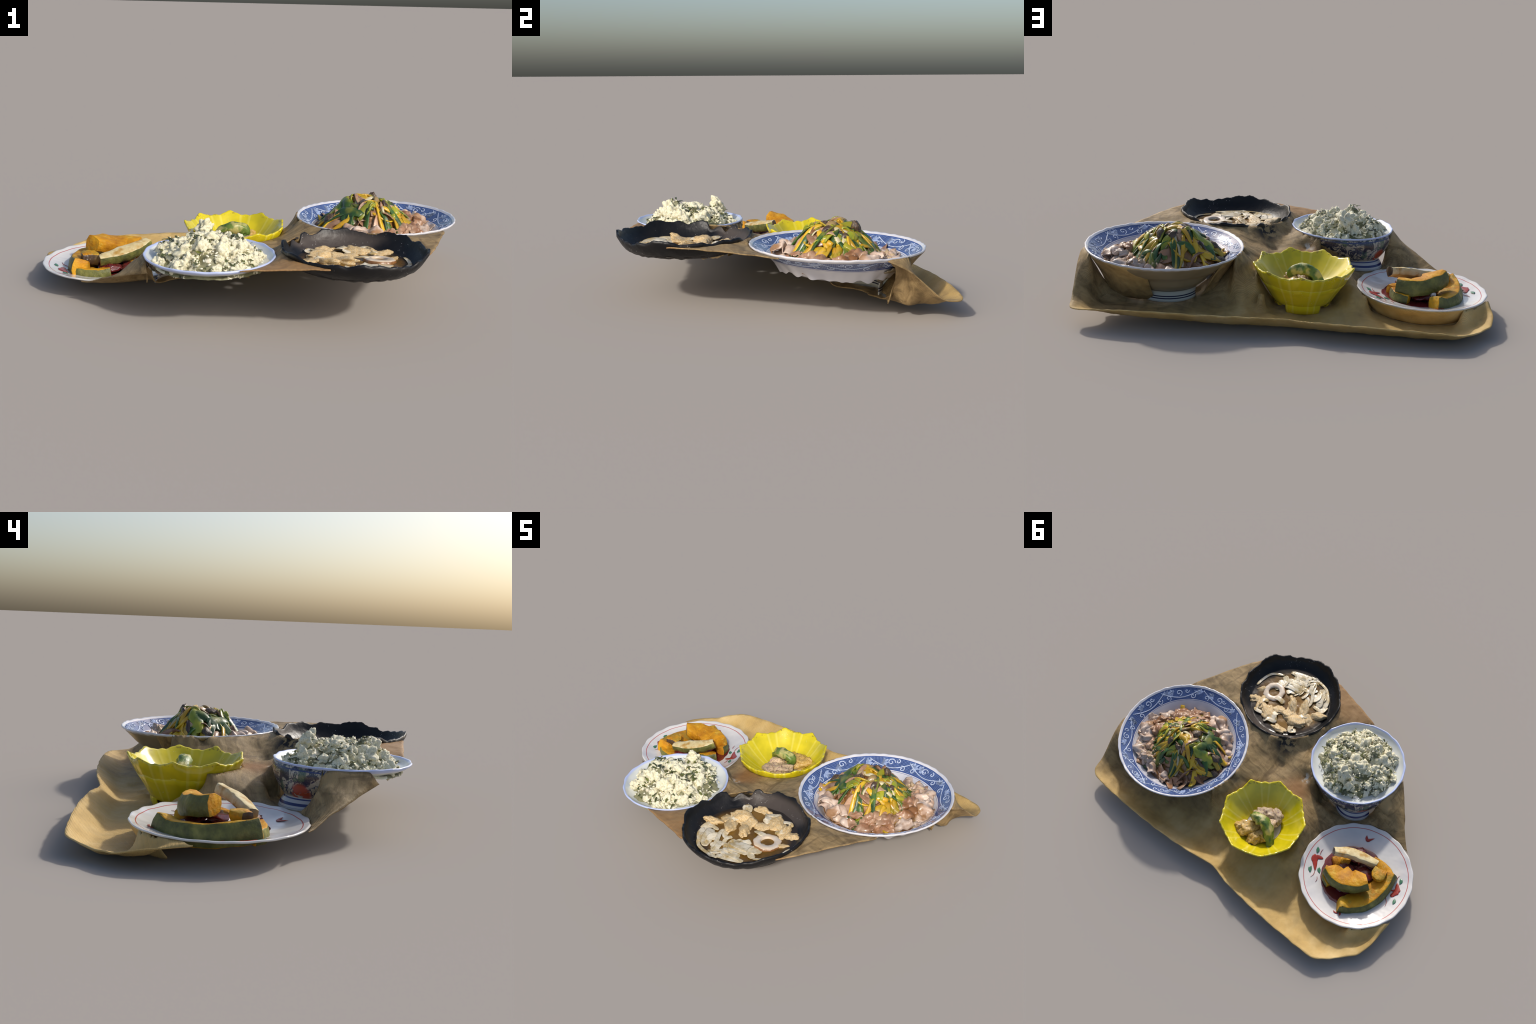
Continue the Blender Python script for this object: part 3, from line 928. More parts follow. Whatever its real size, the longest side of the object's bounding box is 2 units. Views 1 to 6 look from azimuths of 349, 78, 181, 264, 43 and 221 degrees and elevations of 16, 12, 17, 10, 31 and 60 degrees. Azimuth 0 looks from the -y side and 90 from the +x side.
    fill("yellow_pepper_strip", MT["ypep"], 28, (0.022, 0.042), (0.08, 0.17), 0.165, 0.010)
    fill("green_pepper_strip", MT["gpep"], 28, (0.022, 0.044), (0.08, 0.16), 0.160, 0.010)
    fill("pepper_petal", MT["lime"], 20, (0.030, 0.055), (0.05, 0.10), 0.17, 0.010)
    fill("onion_slice", MT["onion"], 26, (0.012, 0.026), (0.06, 0.13), 0.19, 0.008, 0.006)
    fill("eggplant_slice", MT["egg"], 8, (0.026, 0.045), (0.04, 0.075), 0.17, 0.012, 0.012)
    fill("sauced_pork_slice", MT["porkb"], 30, (0.035, 0.07), (0.08, 0.16), 0.22, 0.004, 0.005, 0.3)
    for x, y, z, s in ((-0.275, 0.035, 0.215, 0.036), (-0.235, -0.02, 0.275, 0.034), (0.01, 0.085, 0.352, 0.03), (-0.075, -0.045, 0.352, 0.034), (-0.16, 0.06, 0.30, 0.03)):
        inst("eggplant_chunk", blob_mesh("eggplant_chunk", x * 9 + 3, 0.3, 1.3, 3, (1, 0.72, 0.6), MT["egg"]), root, (x, y, z), s)

    # pale pork folded and rolled round the edge of the heap
    def roll(x, y, z, hd, length, radius, arc, tilt=0.0, mat="pork"):
        n, m = 20, 18
        verts, faces = [], []
        sd = rnd.uniform(0, 50)
        for i in range(n):
            q = i / (n - 1)
            for j in range(m):
                u = j / (m - 1) - 0.5
                ang = u * arc + 0.9 * nz(q * 2.5, u * 2.5, sd)
                rr = radius * (1 + 0.7 * nz(q * 3, u * 3.5, sd + 9) + 0.15 * nz(q * 7, u * 8, sd + 3)) * (0.75 + 0.35 * math.sin(PI * q))
                lx, ly, lz = (q - 0.5) * length, rr * math.sin(ang), rr * math.cos(ang) - 0.35 * radius
                lz += 0.012 * nz(q * 5, u * 5, sd)
                lx += 0.010 * nz(q * 4, u * 6, sd + 20)
                lx, lz = lx * math.cos(tilt) - lz * math.sin(tilt), lx * math.sin(tilt) + lz * math.cos(tilt)
                vx, vy = x + lx * math.cos(hd) - ly * math.sin(hd), y + lx * math.sin(hd) + ly * math.cos(hd)
                verts.append((vx, vy, max(z + lz, bed(vx, vy) + 0.004)))
        for i in range(n - 1):
            for j in range(m - 1):
                faces.append((i * m + j, i * m + j + 1, (i + 1) * m + j + 1, (i + 1) * m + j))
        o = mesh_obj("pork_slice", verts, faces, MT[mat], root)
        solidify(o, 0.005, 0.0)

    for x, y, z, hd, ln, rr, arc, tl in (
            (0.255, 0.03, 0.222, 1.3, 0.12, 0.036, 4.4, 0.45), (0.262, -0.03, 0.205, 0.5, 0.10, 0.026, 2.4, 0.2), (0.245, 0.09, 0.215, 2.3, 0.13, 0.026, 2.6, -0.3),
            (0.20, 0.15, 0.220, 1.7, 0.12, 0.034, 2.8, 0.5), (0.13, 0.20, 0.215, 2.9, 0.14, 0.040, 2.2, 0.0), (0.05, 0.235, 0.205, 2.4, 0.11, 0.028, 2.6, 0.2),
            (0.19, 0.08, 0.240, 1.2, 0.15, 0.044, 2.3, 0.3), (0.215, -0.08, 0.220, 0.9, 0.11, 0.030, 2.8, 0.3), (-0.12, -0.205, 0.220, -0.45, 0.19, 0.062, 1.7, 0.1), (0.17, 0.175, 0.222, 2.2, 0.15, 0.055, 1.7, 0.2), (0.235, 0.06, 0.23, 1.6, 0.14, 0.05, 1.8, 0.35),
            (-0.19, -0.150, 0.225, -1.0, 0.12, 0.040, 3.4, 0.4), (-0.235, -0.105, 0.215, -0.6, 0.11, 0.030, 2.6, 0.2), (0.10, 0.215, 0.225, 0.9, 0.08, 0.028, 2.6, 0.6),
            (-0.04, -0.225, 0.205, 0.15, 0.16, 0.036, 1.9, -0.1), (-0.05, 0.235, 0.200, 2.7, 0.10, 0.026, 2.8, 0.3), (0.225, 0.12, 0.21, 2.9, 0.09, 0.03, 2.4, 0.5)):
        roll(x, y, z - (0.014 if x > 0.1 else 0.0), hd, ln, rr, arc, tl)
    for x, y, z, hd in ((0.06, -0.17, 0.225, 0.2), (0.10, -0.14, 0.24, 1.2), (0.0, -0.17, 0.235, -0.5), (0.15, -0.12, 0.235, 0.9), (0.17, 0.03, 0.26, 1.2), (-0.12, 0.20, 0.205, 2.9), (-0.17, 0.14, 0.215, 2.4), (0.16, -0.16, 0.205, 0.6), (0.08, -0.215, 0.20, 0.1), (0.0, -0.22, 0.20, -0.4), (0.20, -0.02, 0.235, 1.0), (0.15, 0.12, 0.23, 1.9), (-0.25, 0.03, 0.20, 1.2)):
        roll(x, y, z, hd, 0.11, 0.03, 2.8, 0.1, "porkb")
    cr = [blob_mesh("sesame_crumb", s, 0.5, 1.6, 2, (1, 0.8, 0.6), MT["crumb"]) for s in range(4)]
    for _ in range(46):
        x, y = 0.12 + rnd.gauss(0, 0.055), 0.165 + rnd.gauss(0, 0.035)
        if math.hypot(x, y) < 0.26:
            inst("sesame_crumb", cr[_ % 4], root, (x, y, max(heap(x, y), 0.225) + rnd.uniform(0.0, 0.02)), rnd.uniform(0.008, 0.018))


build_blue()


# ------------------------------------------------------------------ yellow scalloped cup with tempura
def build_yellow():
    root = thing("tempura_cup", YELLOW, "bright yellow scalloped cup holding fried pepper and tempura", "bowl of food")
    inner = [(0.0, 0.114), (0.06, 0.114), (0.100, 0.115), (0.108, 0.117), (0.128, 0.126), (0.158, 0.150), (0.188, 0.180), (0.213, 0.209), (0.229, 0.229), (0.235, 0.2345), (0.241, 0.233)]
    outer = [(0.240, 0.225), (0.228, 0.198), (0.212, 0.168), (0.196, 0.150), (0.180, 0.138), (0.155, 0.118), (0.128, 0.109)]
    prof = inner + outer

    def petal(a, r, z, i):
        k = min(1.0, max(0.0, (r - 0.105) / 0.13))
        c = math.cos(9 * (a - rad(7)))
        c = 0.75 * c + 0.25 * math.cos(18 * (a - rad(7))) + 0.13 * math.cos(36 * (a - rad(7)))
        d = 0.009 * k * k * c
        w = 0.0025 * nz(math.cos(a), math.sin(a), 2, 5) * k
        return ((r + d + w) * math.cos(a), (r + d + w) * math.sin(a), z + 0.011 * k ** 3 * c + w * 1.6)

    recalc(lathe("cup", prof, MT["yellow"], root, 216, shape=petal))
    lower = [(0.213, 0.170), (0.194, 0.140), (0.176, 0.112), (0.160, 0.085), (0.146, 0.062), (0.130, 0.054)]
    solidify(lathe("cup_wall", lower, MT["yellow"], root, 130, 0, 212, shape=petal), 0.005, 1.0)
    # three low feet under the free side
    foot = [(0.140, 0.095), (0.148, 0.080), (0.146, 0.052), (0.138, 0.028), (0.126, 0.022), (0.116, 0.030), (0.112, 0.070)]
    for a0, a1, dz in ((58, 126, 0.0), (-4, 36, 0.022), (150, 205, 0.022)):
        o = lathe("foot", foot, MT["yellow"], root, 24, a0, a1, shape=lambda a, r, z, i, d=dz: (r * math.cos(a), r * math.sin(a), z + d * (z < 0.07)))
        solidify(o, 0.006, 0.0)
    # curved fried green pepper
    path = interp([(0.045, 0.005, 0.165), (0.055, 0.012, 0.190), (0.022, 0.010, 0.212), (-0.02, 0.012, 0.208), (-0.06, 0.028, 0.182), (-0.095, 0.055, 0.150), (-0.112, 0.085, 0.128)], 24)
    verts, faces = [], []
    n, m = len(path), 16
    tan = np.gradient(path, axis=0)
    tan /= np.linalg.norm(tan, axis=1)[:, None]
    for i in range(n):
        q = i / (n - 1)
        s = np.cross(tan[i], (0.2, -0.9, 0.35))
        s /= np.linalg.norm(s)
        t = np.cross(s, tan[i])
        rr = 0.029 * (0.35 + 0.65 * math.sin(PI * min(1, max(0, q * 0.92 + 0.06))) ** 0.6)
        for j in range(m):
            a = 2 * PI * j / m
            k = rr * (1 + 0.16 * math.cos(4 * a + q) + 0.5 * nz(q * 7, math.cos(a) * 2, math.sin(a) * 2))
            verts.append(path[i] + (s * math.cos(a) + t * math.sin(a)) * k)
    for i in range(n - 1):
        for j in range(m):
            faces.append((i * m + j, i * m + (j + 1) % m, (i + 1) * m + (j + 1) % m, (i + 1) * m + j))
    faces += [tuple(range(m)), tuple((n - 1) * m + j for j in range(m - 1, -1, -1))]
    mesh_obj("green_pepper", verts, faces, MT["shishito"], root)
    for x, y, z, s, sq, rz in ((0.055, 0.075, 0.148, 0.058, (1.1, 0.85, 0.62), 0.6), (-0.015, 0.095, 0.140, 0.046, (1.1, 0.8, 0.6), 1.4), (0.095, 0.105, 0.150, 0.030, (1, 0.8, 0.7), 0.2), (-0.03, 0.04, 0.138, 0.05, (1.2, 1, 0.6), 2)):
        inst("golden_tempura", blob_mesh("golden_tempura", x * 20 + 5, 0.45, 1.6, 4, sq, MT["batter"]), root, (x, y, z), s, (0.1, 0.1, rz))
    for x, y, z, s, sq, rz in ((0.02, -0.055, 0.150, 0.062, (1.2, 0.75, 0.55), 0.5), (-0.03, -0.085, 0.150, 0.045, (1.1, 0.8, 0.6), -0.6), (-0.025, -0.02, 0.152, 0.048, (1, 0.9, 0.6), 1.2)):
        inst("sweet_potato_tempura", blob_mesh("sweet_potato_tempura", x * 20 + 11, 0.42, 1.5, 4, sq, MT["purple"]), root, (x, y, z), s, (0.25, -0.1, rz))
    v, f = ribbon(interp([(0.0, 0.118, 0.131), (-0.03, 0.132, 0.133), (-0.062, 0.135, 0.133)], 8), [(0, -0.5, 0.85)] * 8, 0.026, 0.005)
    mesh_obj("pepper_sliver", v, f, MT["greens"], root)


build_yellow()


# ------------------------------------------------------------------ rice bowl
def build_rice():
    root = thing("rice_bowl", RICE, "pale blue painted bowl heaped with white rice and chopped greens", "bowl of rice")
    prof = [(0.0, 0.240), (0.12, 0.240), (0.19, 0.240), (0.228, 0.242), (0.250, 0.251), (0.262, 0.262), (0.2690, 0.2705), (0.2735, 0.2725), (0.2775, 0.269), (0.275, 0.263), (0.260, 0.252), (0.240, 0.242), (0.21, 0.238)]

    def warp(a, r, z, i):
        k = max(0, (r - 0.2) / 0.074)
        w = k * (0.0009 * math.sin(19 * a) + 0.003 * nz(math.cos(a), math.sin(a), 1, 5))
        if i == len(prof) - 1:
            z += 0.008 * nz(math.cos(a), math.sin(a), 4, 5)
        return ((r + w) * math.cos(a), (r + w) * math.sin(a), z + w * 0.8)

    recalc(lathe("bowl", prof, MT["rice_bowl"], root, 180, shape=warp))
    # painted outer wall leans out to its foot on the side towards the plate
    off = (-0.105, 0.148)
    wall = interp([(0.0, 0.275, 0.264), (0.12, 0.263, 0.235), (0.34, 0.222, 0.198), (0.6, 0.165, 0.162), (0.78, 0.125, 0.145), (0.86, 0.112, 0.137), (0.95, 0.114, 0.12), (1.0, 0.117, 0.096)], 22)

    def lean(a, r, z, i):
        q = wall[i][0]
        return (off[0] * q + r * math.cos(a), off[1] * q + r * math.sin(a), z)

    solidify(lathe("bowl_wall", [(p[1], p[2]) for p in wall], MT["rice_out"], root, 120, 36, 214, shape=lean, keep=lambda a, i: (62 + 6 * nz(i * 0.4, 2) - 24) < math.degrees(a) < (174 + 6 * nz(i * 0.4, 8))), 0.005, 1.0)

    peaks = ((-0.067, -0.074, 0.062, 0.034), (-0.007, 0.150, 0.060, 0.036), (0.115, -0.012, 0.030, 0.045), (-0.165, 0.035, 0.035, 0.045), (-0.07, 0.02, 0.018, 0.05), (0.07, 0.08, 0.015, 0.04), (-0.02, -0.16, 0.02, 0.04))

    def heap(x, y):
        r = math.hypot(x, y)
        h = 0.242 + 0.070 * max(0.0, 1 - (r / 0.232) ** 2.2)
        for px, py, a, s in peaks:
            h += a * math.exp(-(((x - px) ** 2 + (y - py) ** 2) / s ** 2))
        return h

    verts, faces = [], []
    RN, AN = 60, 150
    verts.append((0, 0, heap(0, 0)))
    for i in range(1, RN + 1):
        for j in range(AN):
            a = 2 * PI * j / AN
            r = 0.243 * i / RN
            x, y = r * math.cos(a), r * math.sin(a)
            lump = 0.034 * (mnoise.voronoi(Vector((x + 0.01 * nz(x, y, 1, 20), y, 0)) * 15)[0][0] * -1 + 0.4) + 0.010 * nz(x, y, 2, 32) + 0.003 * nz(x, y, 4, 80)
            z = heap(x, y) + lump * (1 if i < RN - 1 else 0.2) - (0.012 if i == RN else 0)
            verts.append((x + 0.006 * nz(x, y, 8, 40), y + 0.006 * nz(x, y, 9, 40), z))
    for j in range(AN):
        faces.append((0, 1 + j, 1 + (j + 1) % AN))
    for i in range(RN - 1):
        for j in range(AN):
            a, b = 1 + i * AN + j, 1 + i * AN + (j + 1) % AN
            faces.append((a, a + AN, b + AN, b))
    mesh_obj("rice_heap", verts, faces, MT["rice_deep"], root)
    cl = [blob_mesh("rice_clump", s * 1.7, 0.60, 1.5, 4, (1, 0.8, 0.68), MT["rice"], 0.11) for s in range(9)]
    for k in range(64):
        a, r = rnd.uniform(0, 2 * PI), 0.222 * math.sqrt(rnd.random())
        x, y = r * math.cos(a), r * math.sin(a)
        s = rnd.uniform(0.024, 0.052) * (1.05 if r < 0.16 else 0.75)
        inst("rice_clump", cl[k % 9], root, (x, y, heap(x, y) - 0.22 * s + rnd.uniform(-0.003, 0.008)), s)
    for px, py, a, s in peaks[:4]:
        for q in range(1, 3):
            inst("rice_clump", cl[(q * 2 + 1) % 9], root, (px + rnd.uniform(-0.008, 0.008), py + rnd.uniform(-0.008, 0.008), heap(px, py) - 0.020 - q * 0.014), 0.021 + 0.005 * q)
    # loose grains, joined
    g = ([], [])
    ico = blob_mesh("grain_form", 1, 0.0, 1, 1)
    base = [v.co.copy() for v in ico.vertices]
    tri = [tuple(p.vertices) for p in ico.polygons]
    for _ in range(260):
        a, r = rnd.uniform(0, 2 * PI), 0.228 * math.sqrt(rnd.random())
        x, y = r * math.cos(a), r * math.sin(a)
        M = Matrix.Rotation(rnd.uniform(0, 6.3), 3, "Z") @ Matrix.Rotation(rnd.uniform(-0.9, 0.9), 3, "Y")
        c = Vector((x, y, heap(x, y) + rnd.uniform(0.004, 0.024)))
        add(([c + M @ Vector((v.x * 0.0085, v.y * 0.0038, v.z * 0.0038)) for v in base], tri), g)
    bpy.data.meshes.remove(ico)
    mesh_obj("rice_grains", g[0], g[1], MT["rice"], root)["kind"] = "stuff"
    for k in range(130):
        a, r = rnd.uniform(0, 2 * PI), 0.225 * math.sqrt(rnd.random())
        x, y = r * math.cos(a), r * math.sin(a)
        d, ln = rnd.uniform(0, 6.3), rnd.uniform(0.016, 0.048)
        pts, nr = [], []
        for i in range(5):
            q = i / 4 - 0.5
            px, py = x + q * ln * math.cos(d), y + q * ln * math.sin(d)
            pts.append((px, py, heap(x, y) + 0.019 + rnd.uniform(-0.002, 0.002) - 0.2 * q * q * ln + q * ln * rnd.uniform(-0.5, 0.5)))
            nr.append((rnd.uniform(-0.4, 0.4), rnd.uniform(-0.4, 0.4), 1))
        v, f = ribbon(pts, nr, rnd.uniform(0.007, 0.018), 0.002, 0.15)
        mesh_obj("green_leaf_bit", v, f, MT["greens"], root)


build_rice()


# ------------------------------------------------------------------ plate of fried pumpkin and eggplant
def plate_z(r):
    p = [(0.0, 0.066), (0.10, 0.067), (0.17, 0.071), (0.23, 0.080), (0.28, 0.094), (0.305, 0.102), (0.319, 0.106)]
    return float(np.interp(r, [a for a, _ in p], [b for _, b in p]))


def build_plate():
    root = thing("pumpkin_plate", PLATE, "white plate with red rim line, fried pumpkin and eggplant in sauce", "plate of food")
    prof = [(0.0, 0.066), (0.10, 0.067), (0.17, 0.071), (0.20, 0.075), (0.23, 0.080), (0.26, 0.0875), (0.28, 0.094), (0.305, 0.102), (0.314, 0.1055), (0.3195, 0.1065), (0.323, 0.103), (0.320, 0.0985), (0.305, 0.096), (0.28, 0.087), (0.23, 0.073), (0.17, 0.064), (0.10, 0.060), (0.0, 0.059)]

    def wave(a, r, z, i):
        k = max(0, (r - 0.2) / 0.12)
        w = k * (0.0018 * math.sin(20 * a) + 0.0022 * nz(math.cos(a), math.sin(a), 3, 4))
        return ((r + w) * math.cos(a), (r + w) * math.sin(a), z + w * 0.7)

    recalc(lathe("plate", prof, MT["plate"], root, 180, shape=wave))

    def mark(name, mat, pts, widths, closed=False):
        """brush stroke lying on the plate, from points (x, y) relative to its centre"""
        q = interp(pts, 12)
        path = [(x, y, plate_z(math.hypot(x, y)) + 0.0022) for x, y in q]
        w = np.maximum(0.0008, interp([(k, v, 0) for k, v in enumerate(widths)], 12)[:, 1])
        v, f = ribbon(path, [(-x * 0.9, -y * 0.9, 1) for x, y in q], list(w), 0.0016, 0, 0.5)
        mesh_obj(name, v, f, MT[mat], root)

    px, py = PLATE[0], PLATE[1]
    R = lambda *pts: [(x - px, y - py) for x, y in pts]
    # two sprays, each a red blossom with green leaves and fine tendrils
    mark("red_blossom", "red", R((-0.415, 0.235), (-0.432, 0.258), (-0.452, 0.272)), [0.018, 0.040, 0.020])
    mark("red_blossom", "red", R((-0.436, 0.262), (-0.460, 0.288), (-0.478, 0.312)), [0.034, 0.020, 0.006])
    mark("red_blossom", "red", R((-0.425, 0.245), (-0.447, 0.230), (-0.466, 0.222)), [0.026, 0.022, 0.012])
    mark("green_leaf", "green", R((-0.400, 0.188), (-0.412, 0.203), (-0.420, 0.222)), [0.004, 0.020, 0.004])
    mark("green_leaf", "green", R((-0.446, 0.303), (-0.450, 0.322), (-0.466, 0.340)), [0.004, 0.022, 0.004])
    mark("green_leaf", "green", R((-0.482, 0.278), (-0.492, 0.292), (-0.508, 0.306)), [0.004, 0.020, 0.004])
    mark("red_tendril", "red", R((-0.478, 0.312), (-0.486, 0.335), (-0.484, 0.360)), [0.003, 0.003, 0.001])
    mark("red_tendril", "red", R((-0.440, 0.215), (-0.432, 0.198), (-0.430, 0.175)), [0.003, 0.003, 0.001])
    mark("red_tendril", "red", R((-0.508, 0.330), (-0.520, 0.345), (-0.523, 0.365)), [0.002, 0.003, 0.001])
    mark("red_blossom", "red", R((-0.884, 0.072), (-0.902, 0.098), (-0.918, 0.118)), [0.010, 0.026, 0.040])
    mark("red_blossom", "red", R((-0.918, 0.112), (-0.908, 0.135), (-0.902, 0.160)), [0.034, 0.026, 0.022])
    mark("red_blossom", "red", R((-0.905, 0.110), (-0.890, 0.124), (-0.876, 0.126)), [0.020, 0.010, 0.003])
    mark("green_leaf", "green", R((-0.880, 0.040), (-0.894, 0.052), (-0.898, 0.072)), [0.004, 0.020, 0.004])
    mark("green_leaf", "green", R((-0.862, 0.150), (-0.872, 0.162), (-0.876, 0.182)), [0.006, 0.020, 0.005])
    mark("green_leaf", "green", R((-0.928, 0.158), (-0.937, 0.175), (-0.940, 0.194)), [0.004, 0.019, 0.004])
    mark("red_tendril", "red", R((-0.880, 0.178), (-0.905, 0.205), (-0.914, 0.232)), [0.004, 0.003, 0.001])
    mark("red_tendril", "red", R((-0.872, 0.060), (-0.866, 0.045), (-0.868, 0.028)), [0.003, 0.002, 0.001])
    mark("red_bird_mark", "red", R((-0.574, -0.035), (-0.592, -0.033), (-0.604, -0.046), (-0.618, -0.066)), [0.004, 0.020, 0.012, 0.002])
    mark("red_bird_mark", "red", R((-0.572, -0.052), (-0.580, -0.040), (-0.592, -0.030)), [0.003, 0.014, 0.010])
    mark("red_tendril", "red", R((-0.706, 0.432), (-0.722, 0.436), (-0.742, 0.428)), [0.003, 0.010, 0.002])
    mark("red_tendril", "red", R((-0.738, 0.418), (-0.748, 0.425), (-0.752, 0.440)), [0.003, 0.012, 0.002])

    # sauce pool
    verts, faces = [(0, 0, 0.0725)], []
    AN, RN = 90, 12
    for i in range(1, RN + 1):
        for j in range(AN):
            a = 2 * PI * j / AN
            lim = 0.197 + 0.020 * nz(math.cos(a), math.sin(a), 3, 1.6) + 0.008 * nz(math.cos(a), math.sin(a), 6, 6)
            r = lim * i / RN
            z = max(0.0720, plate_z(r) + 0.0025) if i < RN else plate_z(r) - 0.003
            verts.append((r * math.cos(a) + 0.008, r * math.sin(a) + 0.012, z))
    faces += [(0, 1 + j, 1 + (j + 1) % AN) for j in range(AN)]
    for i in range(RN - 1):
        for j in range(AN):
            a, b = 1 + i * AN + j, 1 + i * AN + (j + 1) % AN
            faces.append((a, a + AN, b + AN, b))
    mesh_obj("sauce", verts, faces, MT["sauce"], root)

    def wedge(name, spine, depth, up, thick, mats, seed, out=0.35):
        """slice cut from a gourd: curved rind along the spine, flesh reaching 'depth' inwards along 'up'-normal side;
        section runs rind bottom, rind top, flesh top, flesh bottom"""
        n, path = 20, interp(spine, 20)
        tan = np.gradient(path, axis=0)
        tan /= np.linalg.norm(tan, axis=1)[:, None]
        up = np.array(up, float) / np.linalg.norm(up)
        verts, faces, mi = [], [], []
        for i in range(n):
            q = i / (n - 1)
            inw = np.cross(up, tan[i])
            inw /= np.linalg.norm(inw)
            u = np.cross(tan[i], inw)
            dp = depth * (0.55 + 0.45 * math.sin(PI * q) ** 0.7) * (1 + 0.2 * nz(q * 4, seed))
            sec = [(0.0, -0.5), (-out * 0.20, -0.22), (-out * 0.22, 0.15), (0.0, 0.46), (0.06, 0.5), (0.40, 0.50), (0.75, 0.44), (0.98, 0.36), (1.0, 0.05), (0.90, -0.30), (0.5, -0.44), (0.1, -0.52)]
            for k, (a, b) in enumerate(sec):
                p = path[i] + inw * a * (dp if a > 0 else depth) + u * b * thick * (1 + 0.12 * nz(q * 5, seed + 3, k * 0.3))
                p = p + 0.003 * np.array((nz(q * 9, k * 0.7, seed), nz(q * 9, k * 0.7, seed + 5), nz(q * 9, k * 0.7, seed + 9)))
                verts.append(p)
        m = len(sec)
        for i in range(n - 1):
            for j in range(m):
                faces.append((i * m + j, (i + 1) * m + j, (i + 1) * m + (j + 1) % m, i * m + (j + 1) % m))
                mi.append(1 if j in (0, 1, 2) else 0)
        faces += [tuple(range(m)), tuple((n - 1) * m + j for j in range(m - 1, -1, -1))]
        mi += [2 if len(mats) > 2 else 0] * 2
        o = mesh_obj(name, verts, faces, mats, root, True, mi)
        recalc(o)
        o.data.update()
        b = o.modifiers.new("soft_edges", "BEVEL")
        b.width, b.segments, b.limit_method, b.angle_limit = 0.004, 2, "ANGLE", rad(40)
        return o

    P = lambda *pts: [(x - px, y - py, z) for x, y, z in pts]
    fl, rd = MT["pumpkin"], MT["rind"]
    wedge("pumpkin_wedge", P((-0.792, 0.230, 0.178), (-0.738, 0.290, 0.166), (-0.670, 0.320, 0.153), (-0.600, 0.326, 0.146), (-0.535, 0.300, 0.146)), -0.122, (0.03, -0.16, 1), 0.078, [fl, rd], 1)
    wedge("pumpkin_wedge", P((-0.855, 0.055, 0.115), (-0.872, 0.135, 0.100), (-0.868, 0.225, 0.092), (-0.838, 0.315, 0.088), (-0.775, 0.385, 0.085), (-0.725, 0.420, 0.100)), -0.115, (0.22, -0.05, 1), 0.084, [fl, rd], 2)
    wedge("pumpkin_wedge", P((-0.865, 0.075, 0.085), (-0.815, 0.035, 0.082), (-0.750, 0.022, 0.080), (-0.690, 0.03, 0.085)), 0.075, (0.0, 0.1, 1), 0.055, [fl, rd], 3)
    wedge("pumpkin_wedge", P((-0.515, 0.255, 0.095), (-0.535, 0.315, 0.09), (-0.590, 0.345, 0.085)), 0.075, (0.0, 0.0, 1), 0.060, [fl, rd], 4)
    wedge("pumpkin_wedge", P((-0.505, 0.19, 0.085), (-0.540, 0.150, 0.082), (-0.60, 0.135, 0.08)), -0.07, (-0.1, 0.0, 1), 0.062, [fl, rd], 5)
    wedge("eggplant_slice", P((-0.500, 0.180, 0.178), (-0.560, 0.118, 0.155), (-0.640, 0.082, 0.138), (-0.735, 0.065, 0.128)), -0.062, (0.05, -0.50, 1), 0.050, [MT["eggflesh"], MT["rind"], MT["egg"]], 6, 0.5)
    wedge("eggplant_slice", P((-0.812, 0.085, 0.135), (-0.780, 0.095, 0.135), (-0.742, 0.098, 0.130)), 0.07, (0.0, -0.15, 1), 0.052, [MT["pumpkin"], MT["egg"], MT["egg"]], 7, 0.3)
    for x, y, z, s in ((-0.66, 0.27, 0.07, 0.05), (-0.70, 0.17, 0.085, 0.055), (-0.62, 0.2, 0.08, 0.05), (-0.60, 0.09, 0.075, 0.05), (-0.69, 0.09, 0.075, 0.05)):
        inst("sauced_morsel", blob_mesh("sauced_morsel", x * 13, 0.4, 1.6, 3, (1.1, 0.9, 0.7), MT["sauce"]), root, (x - px, y - py, z + 0.022), (s, s, s * 0.6), (0, 0, x * 40))


build_plate()


